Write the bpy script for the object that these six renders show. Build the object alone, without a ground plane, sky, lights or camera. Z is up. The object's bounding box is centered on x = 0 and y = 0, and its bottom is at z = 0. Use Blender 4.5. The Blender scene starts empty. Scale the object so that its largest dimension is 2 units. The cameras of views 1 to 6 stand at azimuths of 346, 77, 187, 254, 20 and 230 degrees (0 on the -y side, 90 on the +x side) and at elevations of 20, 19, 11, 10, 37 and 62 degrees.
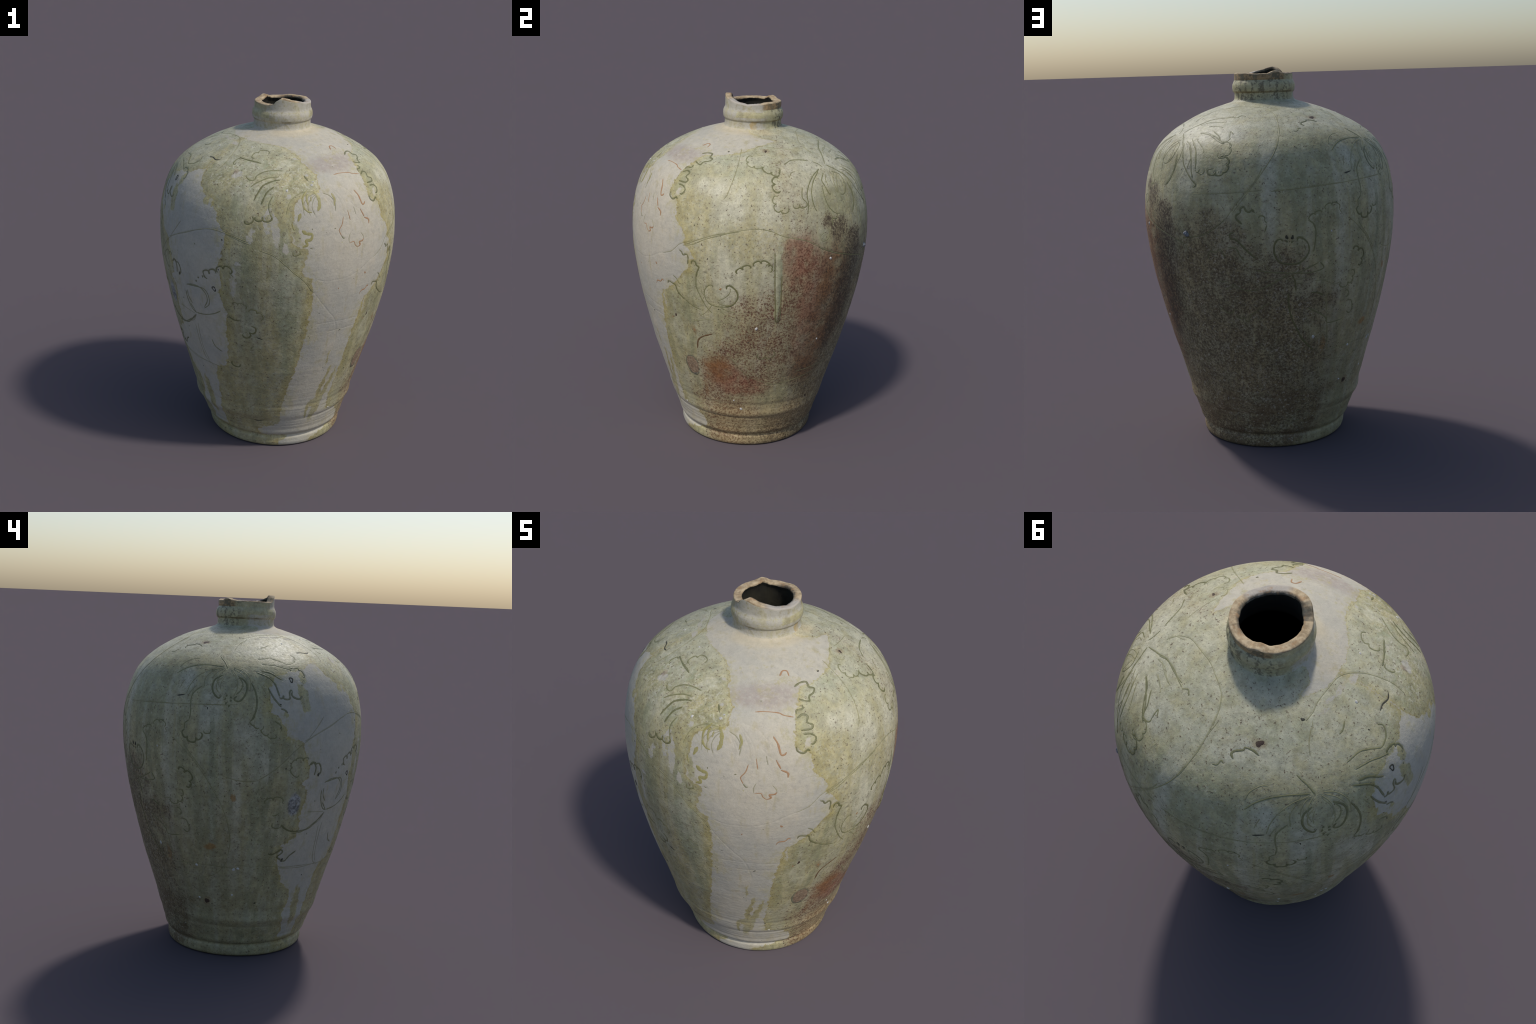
"""Old stoneware storage jar: wheel-thrown body, broken lip, runny celadon glaze with
bare biscuit patches, incised hanging and upright lotus sprays, kiln scorch on one side.

Everything is laid out in jar coordinates: azimuth (degrees, 0 = +x, 90 = +y) and height z.
"""
import bpy, math
import numpy as np

RNG = np.random.default_rng(7)
COLS = 1200

# ------------------------------------------------------------------ profile
# (height, radius) of the thrown wall from the foot ring to the root of the neck
WALL = [(0.000, .3775), (.006, .384), (.016, .3895), (.035, .3925), (.052, .3920), (.064, .3890), (.074, .3905),
        (.085, .4020), (.098, .4100), (.120, .4165), (.145, .4245), (.165, .4315), (.185, .4380), (.205, .4455),
        (.225, .4535), (.245, .4605), (.270, .4675), (.300, .4745), (.340, .4855), (.380, .4965), (.420, .5070),
        (.470, .5210), (.547, .5440), (.625, .5650), (.702, .5855), (.780, .6045), (.857, .6225), (.935, .6390),
        (1.012, .6530), (1.090, .6650), (1.167, .6735), (1.245, .6774), (1.323, .6750), (1.400, .6655),
        (1.460, .6520), (1.517, .6330), (1.573, .6060), (1.630, .5612), (1.658, .5290), (1.687, .4898),
        (1.715, .4431), (1.743, .3900), (1.772, .3230), (1.795, .2560), (1.810, .2060), (1.819, .1760), (1.826, .1650),
        (1.836, .1590), (1.850, .1578), (1.861, .1578), (1.867, .1590), (1.872, .1645), (1.881, .1672), (1.893, .1684),
        (1.905, .1678), (1.916, .1645), (1.926, .1598), (1.936, .1570), (1.948, .1565), (1.958, .1568)]
# the jar leans and is slightly out of round: first and second harmonics of the radius by height
LEAN_Z = [0, .12, .25, .5, .9, 1.3, 1.5, 1.65, 1.8, 1.83]
LEAN = [[.0136, .0077, .0011, .0019, .0038, .0009, -.0007, .0029, .0114, .0135],
        [-.0034, -.0038, -.0074, -.0048, -.0041, -.0009, -.0027, -.0032, .0017, -.0010],
        [-.0002, .0033, .0053, .0006, .0009, -.0023, .0000, .0007, -.0010, .0000],
        [-.0003, .0008, .0045, .0017, .0018, .0033, .0029, .0006, .0040, .0000]]
# height of the broken lip by azimuth
LIP = [(-180, 1.965), (-160, 1.9635), (-138, 1.963), (-127, 1.964), (-122, 1.971), (-114, 1.990), (-106, 2.000),
       (-98, 1.998), (-85, 1.989), (-71, 1.982), (-61, 1.976), (-50, 1.970), (-35, 1.967), (-25, 1.962), (-15, 1.964),
       (5, 1.967), (20, 1.972), (35, 1.971), (57, 1.971), (70, 1.967), (80, 1.965), (105, 1.965), (112, 1.971),
       (122, 1.978), (130, 1.971), (138, 1.966), (150, 1.965), (180, 1.965)]
NECK_X, NECK_Y = .0135, -.0010


def pchip(x, xs, ys):
    xs, ys = np.asarray(xs, float), np.asarray(ys, float)
    h, d = np.diff(xs), np.diff(ys) / np.diff(xs)
    m = np.zeros_like(ys)
    m[0], m[-1] = d[0], d[-1]
    ok = d[:-1] * d[1:] > 0
    w1, w2 = 2 * h[1:] + h[:-1], h[1:] + 2 * h[:-1]
    with np.errstate(divide="ignore", invalid="ignore"):
        m[1:-1] = np.where(ok, (w1 + w2) / (w1 / d[:-1] + w2 / d[1:]), 0)
    i = np.clip(np.searchsorted(xs, x) - 1, 0, len(xs) - 2)
    s = np.clip((x - xs[i]) / h[i], 0, 1)
    return (ys[i] * (1 + 2 * s) * (1 - s) ** 2 + h[i] * m[i] * s * (1 - s) ** 2
            + ys[i + 1] * s * s * (3 - 2 * s) + h[i] * m[i + 1] * s * s * (s - 1))


def wall_radius(th, z):
    """Outer radius about the z axis at azimuth th (radians) and height z."""
    r = pchip(z, *zip(*WALL))
    f = [np.interp(z, LEAN_Z, L) for L in LEAN]
    r = r + f[0] * np.cos(th) + f[1] * np.sin(th) + f[2] * np.cos(2 * th) + f[3] * np.sin(2 * th)
    side = .5 + .5 * np.cos(2 * (th + math.radians(4)))          # throwing swell above the foot, on two sides
    r = r + side * (.006 * np.exp(-((z - .232) / .024) ** 2) - .0025 * np.exp(-((z - .288) / .025) ** 2))
    fuller = np.maximum(np.maximum(np.cos(th - math.radians(110)), np.cos(th + math.radians(135))), 0)
    r = r + .0020 * np.exp(-((z - .70) / .34) ** 4) + .0060 * fuller ** .7 * np.exp(-((z - .80) / .40) ** 4)  # the back and left flank swell a little
    step = np.clip(np.sin(th - math.radians(5)), 0, 1)           # a second collar line on the back of the neck
    return r - .0042 * step * np.exp(-((z - 1.931) / .005) ** 2)


def lip_height(th):
    return pchip(np.degrees(th), *zip(*LIP))


def noise3(P, scale, seed, octaves=1):
    """Smooth value noise in -1..1 on an array of points."""
    out, amp, tot = 0, 1.0, 0
    for o in range(octaves):
        q = P * scale * 2 ** o + 31.7 + seed * 5.13
        i = np.floor(q).astype(np.int64)
        f = q - i
        f = f * f * (3 - 2 * f)
        acc = 0
        for dx in (0, 1):
            for dy in (0, 1):
                for dz in (0, 1):
                    k = ((i[..., 0] + dx) * 73856093) ^ ((i[..., 1] + dy) * 19349663) ^ ((i[..., 2] + dz) * 83492791) ^ (seed * 2654435)
                    k = (k ^ (k >> 13)) * 1274126177 & 0x7FFFFFFF
                    v = ((k ^ (k >> 16)) & 0xFFFF) / 32767.5 - 1
                    w = (f[..., 0] if dx else 1 - f[..., 0]) * (f[..., 1] if dy else 1 - f[..., 1]) * (f[..., 2] if dz else 1 - f[..., 2])
                    acc = acc + v * w
        out = out + acc * amp
        tot += amp
        amp *= .5
    return out / tot


def wrap(a):
    return (a + 180) % 360 - 180


# ------------------------------------------------------------------ the grid of the thrown wall
def wall_rows():
    zz = np.concatenate([np.linspace(0, .1, 200), np.linspace(.1, 1.7, 1500)[1:], np.linspace(1.7, 1.958, 900)[1:]])
    rr = pchip(zz, *zip(*WALL))
    s = np.concatenate([[0], np.cumsum(np.hypot(np.diff(zz), np.diff(rr)))])
    n = int(s[-1] / .0031)
    return np.interp(np.linspace(0, s[-1], n), s, zz)


theta = np.linspace(-math.pi, math.pi, COLS, endpoint=False)
row_z = wall_rows()
NW = len(row_z)
TH, Z = np.meshgrid(theta, row_z)
R = wall_radius(TH, Z)
lip = lip_height(theta)[None, :]
Zr = np.where(Z > 1.935, 1.935 + (Z - 1.935) * (lip - .006 - 1.935) / (1.958 - 1.935), Z)
wall = np.stack([R * np.cos(TH), R * np.sin(TH), Zr], -1)


def grid_normals(G):
    du = np.roll(G, -1, 1) - np.roll(G, 1, 1)
    dv = np.empty_like(G)
    dv[1:-1] = G[2:] - G[:-2]
    dv[0], dv[-1] = G[1] - G[0], G[-1] - G[-2]
    n = np.cross(du, dv)
    return n / np.maximum(np.linalg.norm(n, axis=-1, keepdims=True), 1e-12)


N0 = grid_normals(wall)
fade = np.clip((1.95 - Z) / .02, 0, 1) * np.clip(Z / .02, 0, 1)
belly = np.clip((Z - .02) / .05, 0, 1) * np.clip((1.79 - Z) / .05, 0, 1)
disp = .0022 * noise3(wall, 4.5, 3, 2) * belly + .0007 * noise3(wall, 14, 5, 3) * fade
disp += .00030 * noise3(wall, 110, 9, 2) * fade
pits = noise3(wall, 48, 14, 2)
disp -= .0016 * np.clip(pits - .60, 0, 1) * belly
# turning rings left by the wheel, strongest low on the wall
ring = noise3(np.stack([Z * 0 + .3, TH * .12, Z * 55 + .02 * np.sin(TH + 1)], -1), 1.0, 4, 2)
disp += .0010 * ring * np.clip((.62 - Z) / .35, 0, 1) * fade + .0003 * ring * belly
# grooves at the foot wander a little
disp -= .0022 * np.exp(-((Z - .071 - .004 * np.sin(2 * TH + .5)) / .0065) ** 2) * (1 + .5 * noise3(wall, 5, 41))
disp -= .0018 * np.exp(-((Z - .199 - .007 * np.sin(TH * 1.0 + 1.2)) / .008) ** 2) * (1 + .6 * noise3(wall, 5, 42))
TD = np.degrees(TH)


def arc(a, z):
    """Local offsets in metres (along the wall, up) from the point at azimuth a, height z."""
    return np.radians(wrap(TD - a)) * R, Z - z


def knob(a, z, w, h, amp, power=2):
    x, y = arc(a, z)
    return amp * np.exp(-((x / w) ** 2 + (y / h) ** 2) ** (power / 2))


# run of glaze that stands proud, with its heavy end
x, y = arc(1.8, 1.1)
run = np.exp(-(x / (.012 + .004 * np.clip(1.3 - Z, 0, .4))) ** 4) * np.clip((Z - .872) / .03, 0, 1) * np.clip((1.37 - Z) / .2, 0, 1)
disp += .0032 * run + knob(2.6, .92, .016, .055, .0035, 4)
# scar of a stuck pot, crater where the glaze crawled, blisters and lost flakes
scar = knob(-45.6, .535, .040, .062, 1, 8)
disp += .0022 * scar + .0012 * scar * noise3(wall, 60, 11, 2)
crater = knob(-168.6, .925, .036, .062, 1, 4)
disp += crater * (.0035 * noise3(wall, 45, 12, 3) - .0010)
disp += knob(-117.5, 1.425, .02, .03, -.0008, 6) + knob(-129.5, 1.665, .016, .03, -.0012, 6)
for a, z, s, amp in [(-31.5, 1.145, .01, -.004), (34, 1.212, .009, .003), (167.5, .462, .018, .004), (151, .51, .012, .003)]:
    disp += knob(a, z, s, s, amp)
grit = noise3(wall, 75, 21, 2)
rough_side = np.exp(-((wrap(TD - 78)) / 52.0) ** 4) * np.clip((1.36 - Z) / .25, 0, 1)
disp += .0009 * np.clip(grit, -.2, 1) * rough_side * fade
crust = np.exp(-((wrap(TD + 120)) / 22.0) ** 2) * np.exp(-((Z - 1.68) / .07) ** 2)
disp += .0011 * noise3(wall, 40, 22, 3) * crust
base = wall + N0 * disp[..., None]                    # the surface before anything is cut into it
BN = grid_normals(base)

# ------------------------------------------------------------------ incised drawing
# Each stroke: kind, style, knife path through (azimuth, height).
#   kind "c" = free curve, "s+.5"/"s-.5" = scalloped leaf edge, the path gives the cusps and the number the swell
#   of each lobe (left or right of the direction of travel), "d"/"D" = punched dots, "o" = burst blister ring
INCISED = {
    "hanging_lotus": [
        ("c", 2, [(149.9, 1.679), (153.9, 1.649), (155.9, 1.624)]),
        ("c", 2, [(154, 1.629), (145.5, 1.634), (138.5, 1.628), (132.9, 1.61), (129.1, 1.584)]),
        ("c", 1, [(154.2, 1.621), (147.4, 1.611), (142, 1.581), (138.8, 1.537), (137.3, 1.486)]),
        ("c", 1, [(137.9, 1.659), (134.7, 1.657), (130.6, 1.64), (128.9, 1.613)]),
        ("c", 1, [(135, 1.555), (133.6, 1.525), (133.1, 1.508)]),
        ("c", 1, [(142, 1.532), (139.7, 1.501), (138.4, 1.474)]),
        ("c", 2, [(144.7, 1.529), (141.5, 1.498), (140.4, 1.472), (140.4, 1.43), (140.8, 1.389), (140.3, 1.354)]),
        ("c", 3, [(154, 1.588), (150.7, 1.566), (149.8, 1.529), (150.9, 1.497), (153.1, 1.475), (154.4, 1.482)]),
        ("c", 1, [(154.2, 1.578), (152.1, 1.555), (151.8, 1.522), (153.6, 1.498)]),
        ("c", 3, [(161.9, 1.586), (165.3, 1.561), (166.3, 1.53), (165.1, 1.488), (163, 1.463), (161.1, 1.466), (160.7, 1.476), (161.7, 1.487)]),
        ("c", 2, [(161.9, 1.584), (164.1, 1.553), (163.5, 1.52), (161.3, 1.495)]),
        ("c", 1, [(155.1, 1.577), (153.8, 1.548), (153.8, 1.515)]),
        ("s-.55", 3, [(138.3, 1.301), (140.2, 1.269), (144.2, 1.264), (146.2, 1.294)]),
        ("s-.5", 2, [(147.8, 1.306), (150.7, 1.311)]),
        ("c", 1, [(135.6, 1.362), (135.8, 1.332), (137.6, 1.324)]),
        ("c", 2, [(140.5, 1.354), (138.4, 1.335), (138.4, 1.305)]),
        ("c", 3, [(168.3, 1.555), (170.1, 1.515), (170.9, 1.47), (170.6, 1.425), (169.4, 1.383), (168.3, 1.366)]),
        ("s-.4", 2, [(168.3, 1.366), (170, 1.349), (172, 1.335)]),
        ("c", 3, [(170.9, 1.608), (176.6, 1.585), (179.6, 1.554), (180.8, 1.517), (181.5, 1.493)]),
        ("s-.5", 3, [(-178.5, 1.49), (-176.7, 1.497), (-173.5, 1.493)]),
        ("c", 3, [(-173.5, 1.493), (-173.4, 1.514), (-172.5, 1.524), (-171.9, 1.516)]),
        ("s-.5", 3, [(-171.9, 1.516), (-167.5, 1.497)]),
        ("c", 3, [(173.5, 1.614), (178.1, 1.606), (182, 1.582), (183.8, 1.573)]),
        ("c", 2, [(172.5, 1.67), (179.2, 1.675), (183.8, 1.666), (187.3, 1.654), (189.5, 1.649), (193.9, 1.659), (196.4, 1.679), (194.7, 1.69)]),
        ("c", 2, [(174.4, 1.646), (181.3, 1.642), (186.1, 1.631), (189.6, 1.623)]),
        ("s.4", 3, [(-170.3, 1.619), (-165.5, 1.619), (-164.6, 1.587)]),
        ("c", 1, [(173.1, 1.544), (175.3, 1.5)]),
        ("c", 3, [(176.2, 1.533), (178.7, 1.484), (182.1, 1.439)]),
        ("c", 3, [(-178.1, 1.431), (-176.4, 1.425), (-174.9, 1.41)]),
        ("s-.45", 2, [(173.7, 1.329), (176.2, 1.302), (179.9, 1.296)]),
        ("c", 2, [(179, 1.368), (181.7, 1.347), (182.3, 1.318)]),
        ("c", 2, [(174.2, 1.346), (173.7, 1.325)]),
        ("s.5", 2, [(-134, 1.698), (-133.2, 1.72)]),
        ("c", 3, [(-134.8, 1.726), (-126.9, 1.721), (-121.4, 1.718), (-117.3, 1.714)]),
        ("s.5", 2, [(-123.2, 1.73), (-122.3, 1.75), (-113.8, 1.749)]),
        ("c", 2, [(-124.2, 1.661), (-121.6, 1.648), (-118.7, 1.65), (-117.8, 1.667), (-114.1, 1.684), (-108.2, 1.691), (-102.8, 1.69)]),
        ("c", 2, [(-119.9, 1.618), (-116.9, 1.64), (-111.4, 1.66), (-105.9, 1.667)]),
        ("c", 3, [(-116.9, 1.563), (-115.4, 1.597), (-113, 1.632), (-107.8, 1.651), (-104.5, 1.655)]),
        ("c", 3, [(-113.3, 1.546), (-111.1, 1.599), (-107.6, 1.627)]),
        ("c", 2, [(-108.1, 1.483), (-109.7, 1.541), (-108, 1.587)]),
        ("s-.6", 3, [(-120.4, 1.463), (-117, 1.488)]),
        ("s-.6", 3, [(-115.5, 1.487), (-112.2, 1.488), (-108.2, 1.496)]),
        ("c", 3, [(-90.7, 1.671), (-88.9, 1.648)]),
        ("c", 4, [(-90.7, 1.611), (-93.4, 1.578), (-93.3, 1.54), (-91.6, 1.516), (-89.4, 1.509)]),
        ("c", 4, [(-90.8, 1.595), (-91.5, 1.568), (-90.8, 1.542)]),
        ("c", 4, [(-89.1, 1.584), (-89.5, 1.561)]),
        ("c", 5, [(-87.1, 1.605), (-85.5, 1.576), (-85.4, 1.542), (-86.5, 1.514)]),
        ("c", 4, [(-78, 1.59), (-77, 1.562), (-77.8, 1.53)]),
        ("c", 5, [(-94.8, 1.507), (-96.2, 1.468)]),
        ("c", 5, [(-94.4, 1.423), (-92.4, 1.406), (-89.9, 1.4), (-90.4, 1.374), (-92.6, 1.371), (-92.1, 1.348), (-94.1, 1.338)]),
        ("c", 2, [(-98.3, 1.313), (-97.9, 1.293), (-95.3, 1.3), (-95.3, 1.318)]),
        ("c", 4, [(-98.9, 1.457), (-97.8, 1.424)]),
        ("c", 2, [(-90.7, 1.33), (-89.5, 1.325)]),
        ("c", 2, [(-75.4, 1.376), (-74.4, 1.362), (-73.5, 1.363)]),
        ("c", 1, [(-70.5, 1.382), (-71.4, 1.358), (-71.3, 1.333)]),
        ("c", 1, [(-64.3, 1.373), (-62.9, 1.352), (-62.5, 1.337)]),
        ("c", 1, [(-66.9, 1.511), (-66.1, 1.47)]),
        ("c", 0, [(-72.5, 1.707), (-66.6, 1.724), (-62, 1.728)]),
        ("c", 0, [(-72.4, 1.728), (-67.2, 1.738), (-61.5, 1.745)]),
        ("c", 0, [(-68.3, 1.535), (-66, 1.511), (-63.7, 1.494)]),
        ("c", 0, [(-77, 1.629), (-70.1, 1.608), (-64.5, 1.548)]),
        ("c", 0, [(-77.6, 1.616), (-72.7, 1.565), (-70.9, 1.504)]),
        ("c", 0, [(-78, 1.613), (-74.1, 1.549), (-73.5, 1.502)]),
        ("c", 0, [(-73.2, 1.714), (-66.8, 1.703), (-60, 1.704)]),
        ("c", 0, [(-71.3, 1.731), (-64.2, 1.742), (-56.2, 1.749)]),
        ("c", 2, [(31.3, 1.698), (34.2, 1.685), (35.8, 1.67)]),
        ("c", 2, [(32, 1.665), (25, 1.643), (19.8, 1.607), (17.2, 1.564), (17, 1.523), (16.1, 1.471)]),
        ("c", 2, [(30.1, 1.656), (24.1, 1.625), (20.7, 1.587), (19.6, 1.545), (20.1, 1.499), (21.2, 1.477)]),
        ("c", 2, [(15.4, 1.6), (14.2, 1.555), (16, 1.529)]),
        ("s.6", 2, [(15.9, 1.531), (12.1, 1.522), (9.1, 1.521)]),
        ("c", 2, [(33, 1.645), (29.3, 1.619), (29.5, 1.592), (30.5, 1.554), (32, 1.548)]),
        ("c", 2, [(40.4, 1.643), (45.2, 1.624), (46, 1.589), (44.5, 1.55), (41.3, 1.531), (38.6, 1.536)]),
        ("c", 1, [(34, 1.636), (31.9, 1.616), (31.9, 1.593)]),
        ("c", 1, [(43, 1.615), (43.8, 1.568), (42.7, 1.541)]),
        ("c", 2, [(27.6, 1.591), (27.2, 1.543), (28.5, 1.491), (31.6, 1.455), (34.9, 1.442)]),
        ("c", 2, [(33.2, 1.443), (32.8, 1.422), (30, 1.423), (29.6, 1.389)]),
        ("c", 2, [(47.9, 1.573), (49.2, 1.518), (47.8, 1.468), (45.1, 1.425)]),
        ("c", 2, [(39.9, 1.674), (44.9, 1.648), (51.1, 1.596), (55.1, 1.531), (62.1, 1.453)]),
        ("c", 1, [(51.8, 1.653), (58.7, 1.611), (62.1, 1.531)]),
        ("c", 2, [(70.7, 1.754), (52.8, 1.738), (45.1, 1.709), (39.8, 1.678)]),
        ("c", 1, [(66, 1.73), (51.5, 1.724)]),
        ("c", 2, [(56.5, 1.682), (66.9, 1.666), (74.6, 1.631)]),
        ("c", 2, [(9.5, 1.699), (15.5, 1.713), (22, 1.712), (28.6, 1.704)]),
        ("c", 1, [(9.2, 1.718), (5.5, 1.706), (2.7, 1.707)]),
        ("c", 1, [(9.5, 1.644), (12, 1.664), (14.6, 1.669)]),
        ("c", 1, [(40, 1.764), (36.8, 1.746), (38.1, 1.727)]),
        ("s-.5", 3, [(-3.4, 1.695), (0.5, 1.672), (4.4, 1.662)]),
        ("c", 3, [(4.4, 1.662), (5.5, 1.677), (5.9, 1.687)]),
        ("s-.6", 3, [(3.5, 1.645), (1, 1.621), (3.4, 1.59)]),
        ("s-.6", 2, [(1.6, 1.565), (0.7, 1.53), (2.8, 1.498), (6.1, 1.509)]),
        ("s-.5", 2, [(-11, 1.733), (-13.3, 1.712), (-9.8, 1.696), (-5.2, 1.698)]),
        ("s-.5", 1, [(-2.6, 1.767), (-7.1, 1.752), (-2.9, 1.74)]),
        ("c", 1, [(1.5, 1.767), (12.7, 1.76), (22.2, 1.752)]),
        ("c", 3, [(55.6, 1.68), (61.7, 1.677), (69.5, 1.649), (73.8, 1.634)]),
        ("s.5", 2, [(73.7, 1.631), (77.9, 1.611), (76.8, 1.583), (73, 1.585)]),
        ("c", 2, [(64, 1.689), (69.2, 1.668), (71, 1.653)]),
        ("s-.5", 2, [(71.2, 1.653), (76.3, 1.661)]),
        ("c", 2, [(76.3, 1.661), (75.2, 1.687), (77.9, 1.675)]),
        ("s.5", 3, [(74.3, 1.566), (78.1, 1.534), (76.6, 1.505), (73.1, 1.502), (69.4, 1.513)]),
        ("c", 2, [(69.4, 1.513), (71.8, 1.52)]),
        ("c", 2, [(54.2, 1.617), (58.4, 1.564), (60.3, 1.505), (61.8, 1.47)]),
        ("c", 3, [(61.4, 1.462), (64, 1.439), (62.8, 1.425)]),
        ("c", 2, [(54.7, 1.636), (59.3, 1.603), (61.7, 1.557), (62.5, 1.514)]),
        ("s-.7", 2, [(62.8, 1.51), (64.5, 1.514), (67.4, 1.511)]),
        ("c", 1, [(56.4, 1.648), (62.7, 1.615), (65.1, 1.588)]),
        ("c", 1, [(48.9, 1.631), (50.8, 1.6), (52.7, 1.562)]),
        ("c", 2, [(48.5, 1.58), (49.8, 1.52), (48.5, 1.471), (46.3, 1.433)]),
        ("c", 1, [(57.1, 1.709), (63.5, 1.711), (68.3, 1.708)]),
        ("c", 1, [(60.8, 1.747), (71, 1.751), (75.2, 1.75)]),
        ("c", 3, [(120.9, 1.703), (119.4, 1.711), (120.8, 1.718), (124.6, 1.723), (125.5, 1.728), (129.8, 1.725), (132.7, 1.718)]),
        ("c", 2, [(112.6, 1.679), (114.8, 1.682), (115.8, 1.693), (117.3, 1.689)]),
        ("c", 2, [(47.2, 1.715), (51.6, 1.735), (58.9, 1.747), (67, 1.75), (72.9, 1.751)]),
        ("c", 2, [(74.1, 1.75), (76.9, 1.758), (80.2, 1.753)]),
        ("c", 1, [(49, 1.713), (55.2, 1.729), (62.2, 1.73), (68.1, 1.732)]),
        ("c", 1, [(57.9, 1.712), (64.4, 1.712), (68.2, 1.707)]),
        ("c", 1, [(55.1, 1.679), (62.6, 1.673), (67.7, 1.657), (73.9, 1.634)]),
        ("c", 2, [(-177.7, 1.737), (-181.6, 1.727), (-184.3, 1.724)]),
        ("c", 2, [(151.2, 1.669), (153.8, 1.652), (156, 1.623)]),
    ],
    "dots": [
        ("d", 3, [(157, 1.488), (156.5, 1.472), (159.1, 1.48), (159, 1.464), (157, 1.451), (158.4, 1.438)]),
        ("d", 3, [(-143.6, 1.102), (-145.2, 1.077), (-140.9, 1.117)]),
        ("D", 3, [(-157.3, 1.08)]),
        ("D", 3, [(-170.4, 0.604)]),
        ("D", 3, [(103.8, 1.183), (106.2, 1.181)]),
        ("d", 3, [(103.8, 1.162), (106, 1.159)]),
    ],
    "belly_scroll": [
        ("s.5", 2, [(113.9, 1.259), (116.3, 1.282), (119.2, 1.289)]),
        ("s.5", 2, [(121.2, 1.305), (124.2, 1.323), (127.6, 1.302)]),
        ("c", 2, [(113.9, 1.259), (115.5, 1.238), (116.3, 1.209)]),
        ("c", 2, [(113, 1.261), (115.5, 1.239), (116.4, 1.197), (115.9, 1.139), (115.4, 1.102)]),
        ("c", 1, [(127.8, 1.302), (129.3, 1.276)]),
        ("s.5", 2, [(177, 0.931), (180.5, 0.95), (185, 0.934)]),
        ("c", 2, [(-179.3, 0.865), (-177.6, 0.865), (-175.7, 0.878)]),
        ("s-.5", 2, [(-178.5, 0.82), (-173.9, 0.814)]),
        ("c", 3, [(-173.9, 0.811), (-171.2, 0.786), (-167.2, 0.769), (-162.1, 0.769), (-157.5, 0.778), (-153.2, 0.811), (-148.5, 0.857)]),
        ("c", 3, [(-178.9, 0.642), (-175.6, 0.643), (-172.1, 0.666), (-170.8, 0.65), (-173.4, 0.627), (-172.7, 0.617), (-168.8, 0.597), (-166.2, 0.626), (-162.6, 0.652)]),
        ("s.4", 2, [(-168, 1.085), (-171.8, 1.127), (-170, 1.162), (-166.6, 1.16), (-163.8, 1.165)]),
        ("s.5", 3, [(-161.8, 1.135), (-159.7, 1.136), (-157.9, 1.08)]),
        ("c", 3, [(-138.1, 1.109), (-139.7, 1.119), (-140.1, 1.132)]),
        ("s.6", 3, [(-140, 1.13), (-136.7, 1.142), (-133.2, 1.155)]),
        ("s.6", 3, [(-132.2, 1.163), (-129.5, 1.189), (-125.8, 1.168)]),
        ("c", 3, [(-125.8, 1.171), (-126.4, 1.172)]),
        ("c", 2, [(-125.8, 1.168), (-124.4, 1.152)]),
        ("c", 3, [(-128.2, 0.911), (-124.8, 0.892), (-122.2, 0.895)]),
        ("s.5", 2, [(-117.5, 0.953), (-113.9, 0.952), (-112.1, 0.912)]),
        ("s.7", 3, [(-116.7, 0.867), (-117.9, 0.825), (-121.5, 0.808)]),
        ("c", 2, [(-116.5, 0.734), (-117.4, 0.716)]),
        ("s-.6", 3, [(-128.9, 0.612), (-124.2, 0.6)]),
        ("s.5", 1, [(-114.3, 0.709), (-113.6, 0.675), (-115.5, 0.632)]),
        ("s.5", 2, [(-125.5, 0.99), (-123, 0.987), (-119.2, 0.971)]),
        ("c", 3, [(-163.3, 1.132), (-161.2, 1.15), (-159.3, 1.12), (-159.7, 1.079)]),
        ("c", 3, [(-45.2, 1.254), (-43.8, 1.246), (-42.9, 1.231), (-41.1, 1.238), (-40.3, 1.221), (-40.6, 1.183)]),
        ("c", 3, [(-38.8, 1.186), (-38.1, 1.207), (-36.6, 1.203), (-36, 1.187), (-34.8, 1.176), (-35.7, 1.15), (-36.4, 1.12)]),
        ("c", 2, [(-36.4, 1.12), (-36.5, 1.061), (-34.7, 1.006), (-32, 0.95), (-29.3, 0.914)]),
        ("c", 3, [(-53.3, 1.039), (-52.5, 1.054), (-49.9, 1.047), (-48.4, 1.041), (-47.3, 1.004), (-43.7, 0.969)]),
        ("c", 2, [(-43.7, 0.969), (-39.3, 0.94), (-34.9, 0.924)]),
        ("c", 2, [(-49.3, 1.098), (-47.4, 1.084), (-45.8, 1.054)]),
        ("s.5", 3, [(-16.8, 1.162), (-14.4, 1.186), (-10.9, 1.195)]),
        ("s.5", 3, [(-9.4, 1.207), (-6.5, 1.224), (-3.1, 1.204)]),
        ("s.5", 2, [(-4.1, 1.206), (-1.6, 1.192), (-2.7, 1.178)]),
        ("s-.6", 2, [(-5.7, 0.667), (-1.9, 0.648), (2.2, 0.68)]),
        ("c", 1, [(-2.9, 1.023), (-2.1, 1.038), (0.2, 1.026), (0.4, 1.001)]),
        ("c", 3, [(85.6, 1.252), (83.2, 1.281), (83.3, 1.297), (84.9, 1.309), (85.1, 1.329), (86.5, 1.336), (87.5, 1.317), (88.8, 1.312), (89.9, 1.322), (90.9, 1.308)]),
        ("s.6", 2, [(92.5, 1.28), (94.8, 1.271)]),
        ("c", 2, [(94.8, 1.271), (95.8, 1.255)]),
        ("c", 2, [(95.8, 1.248), (94.7, 1.211)]),
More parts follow.
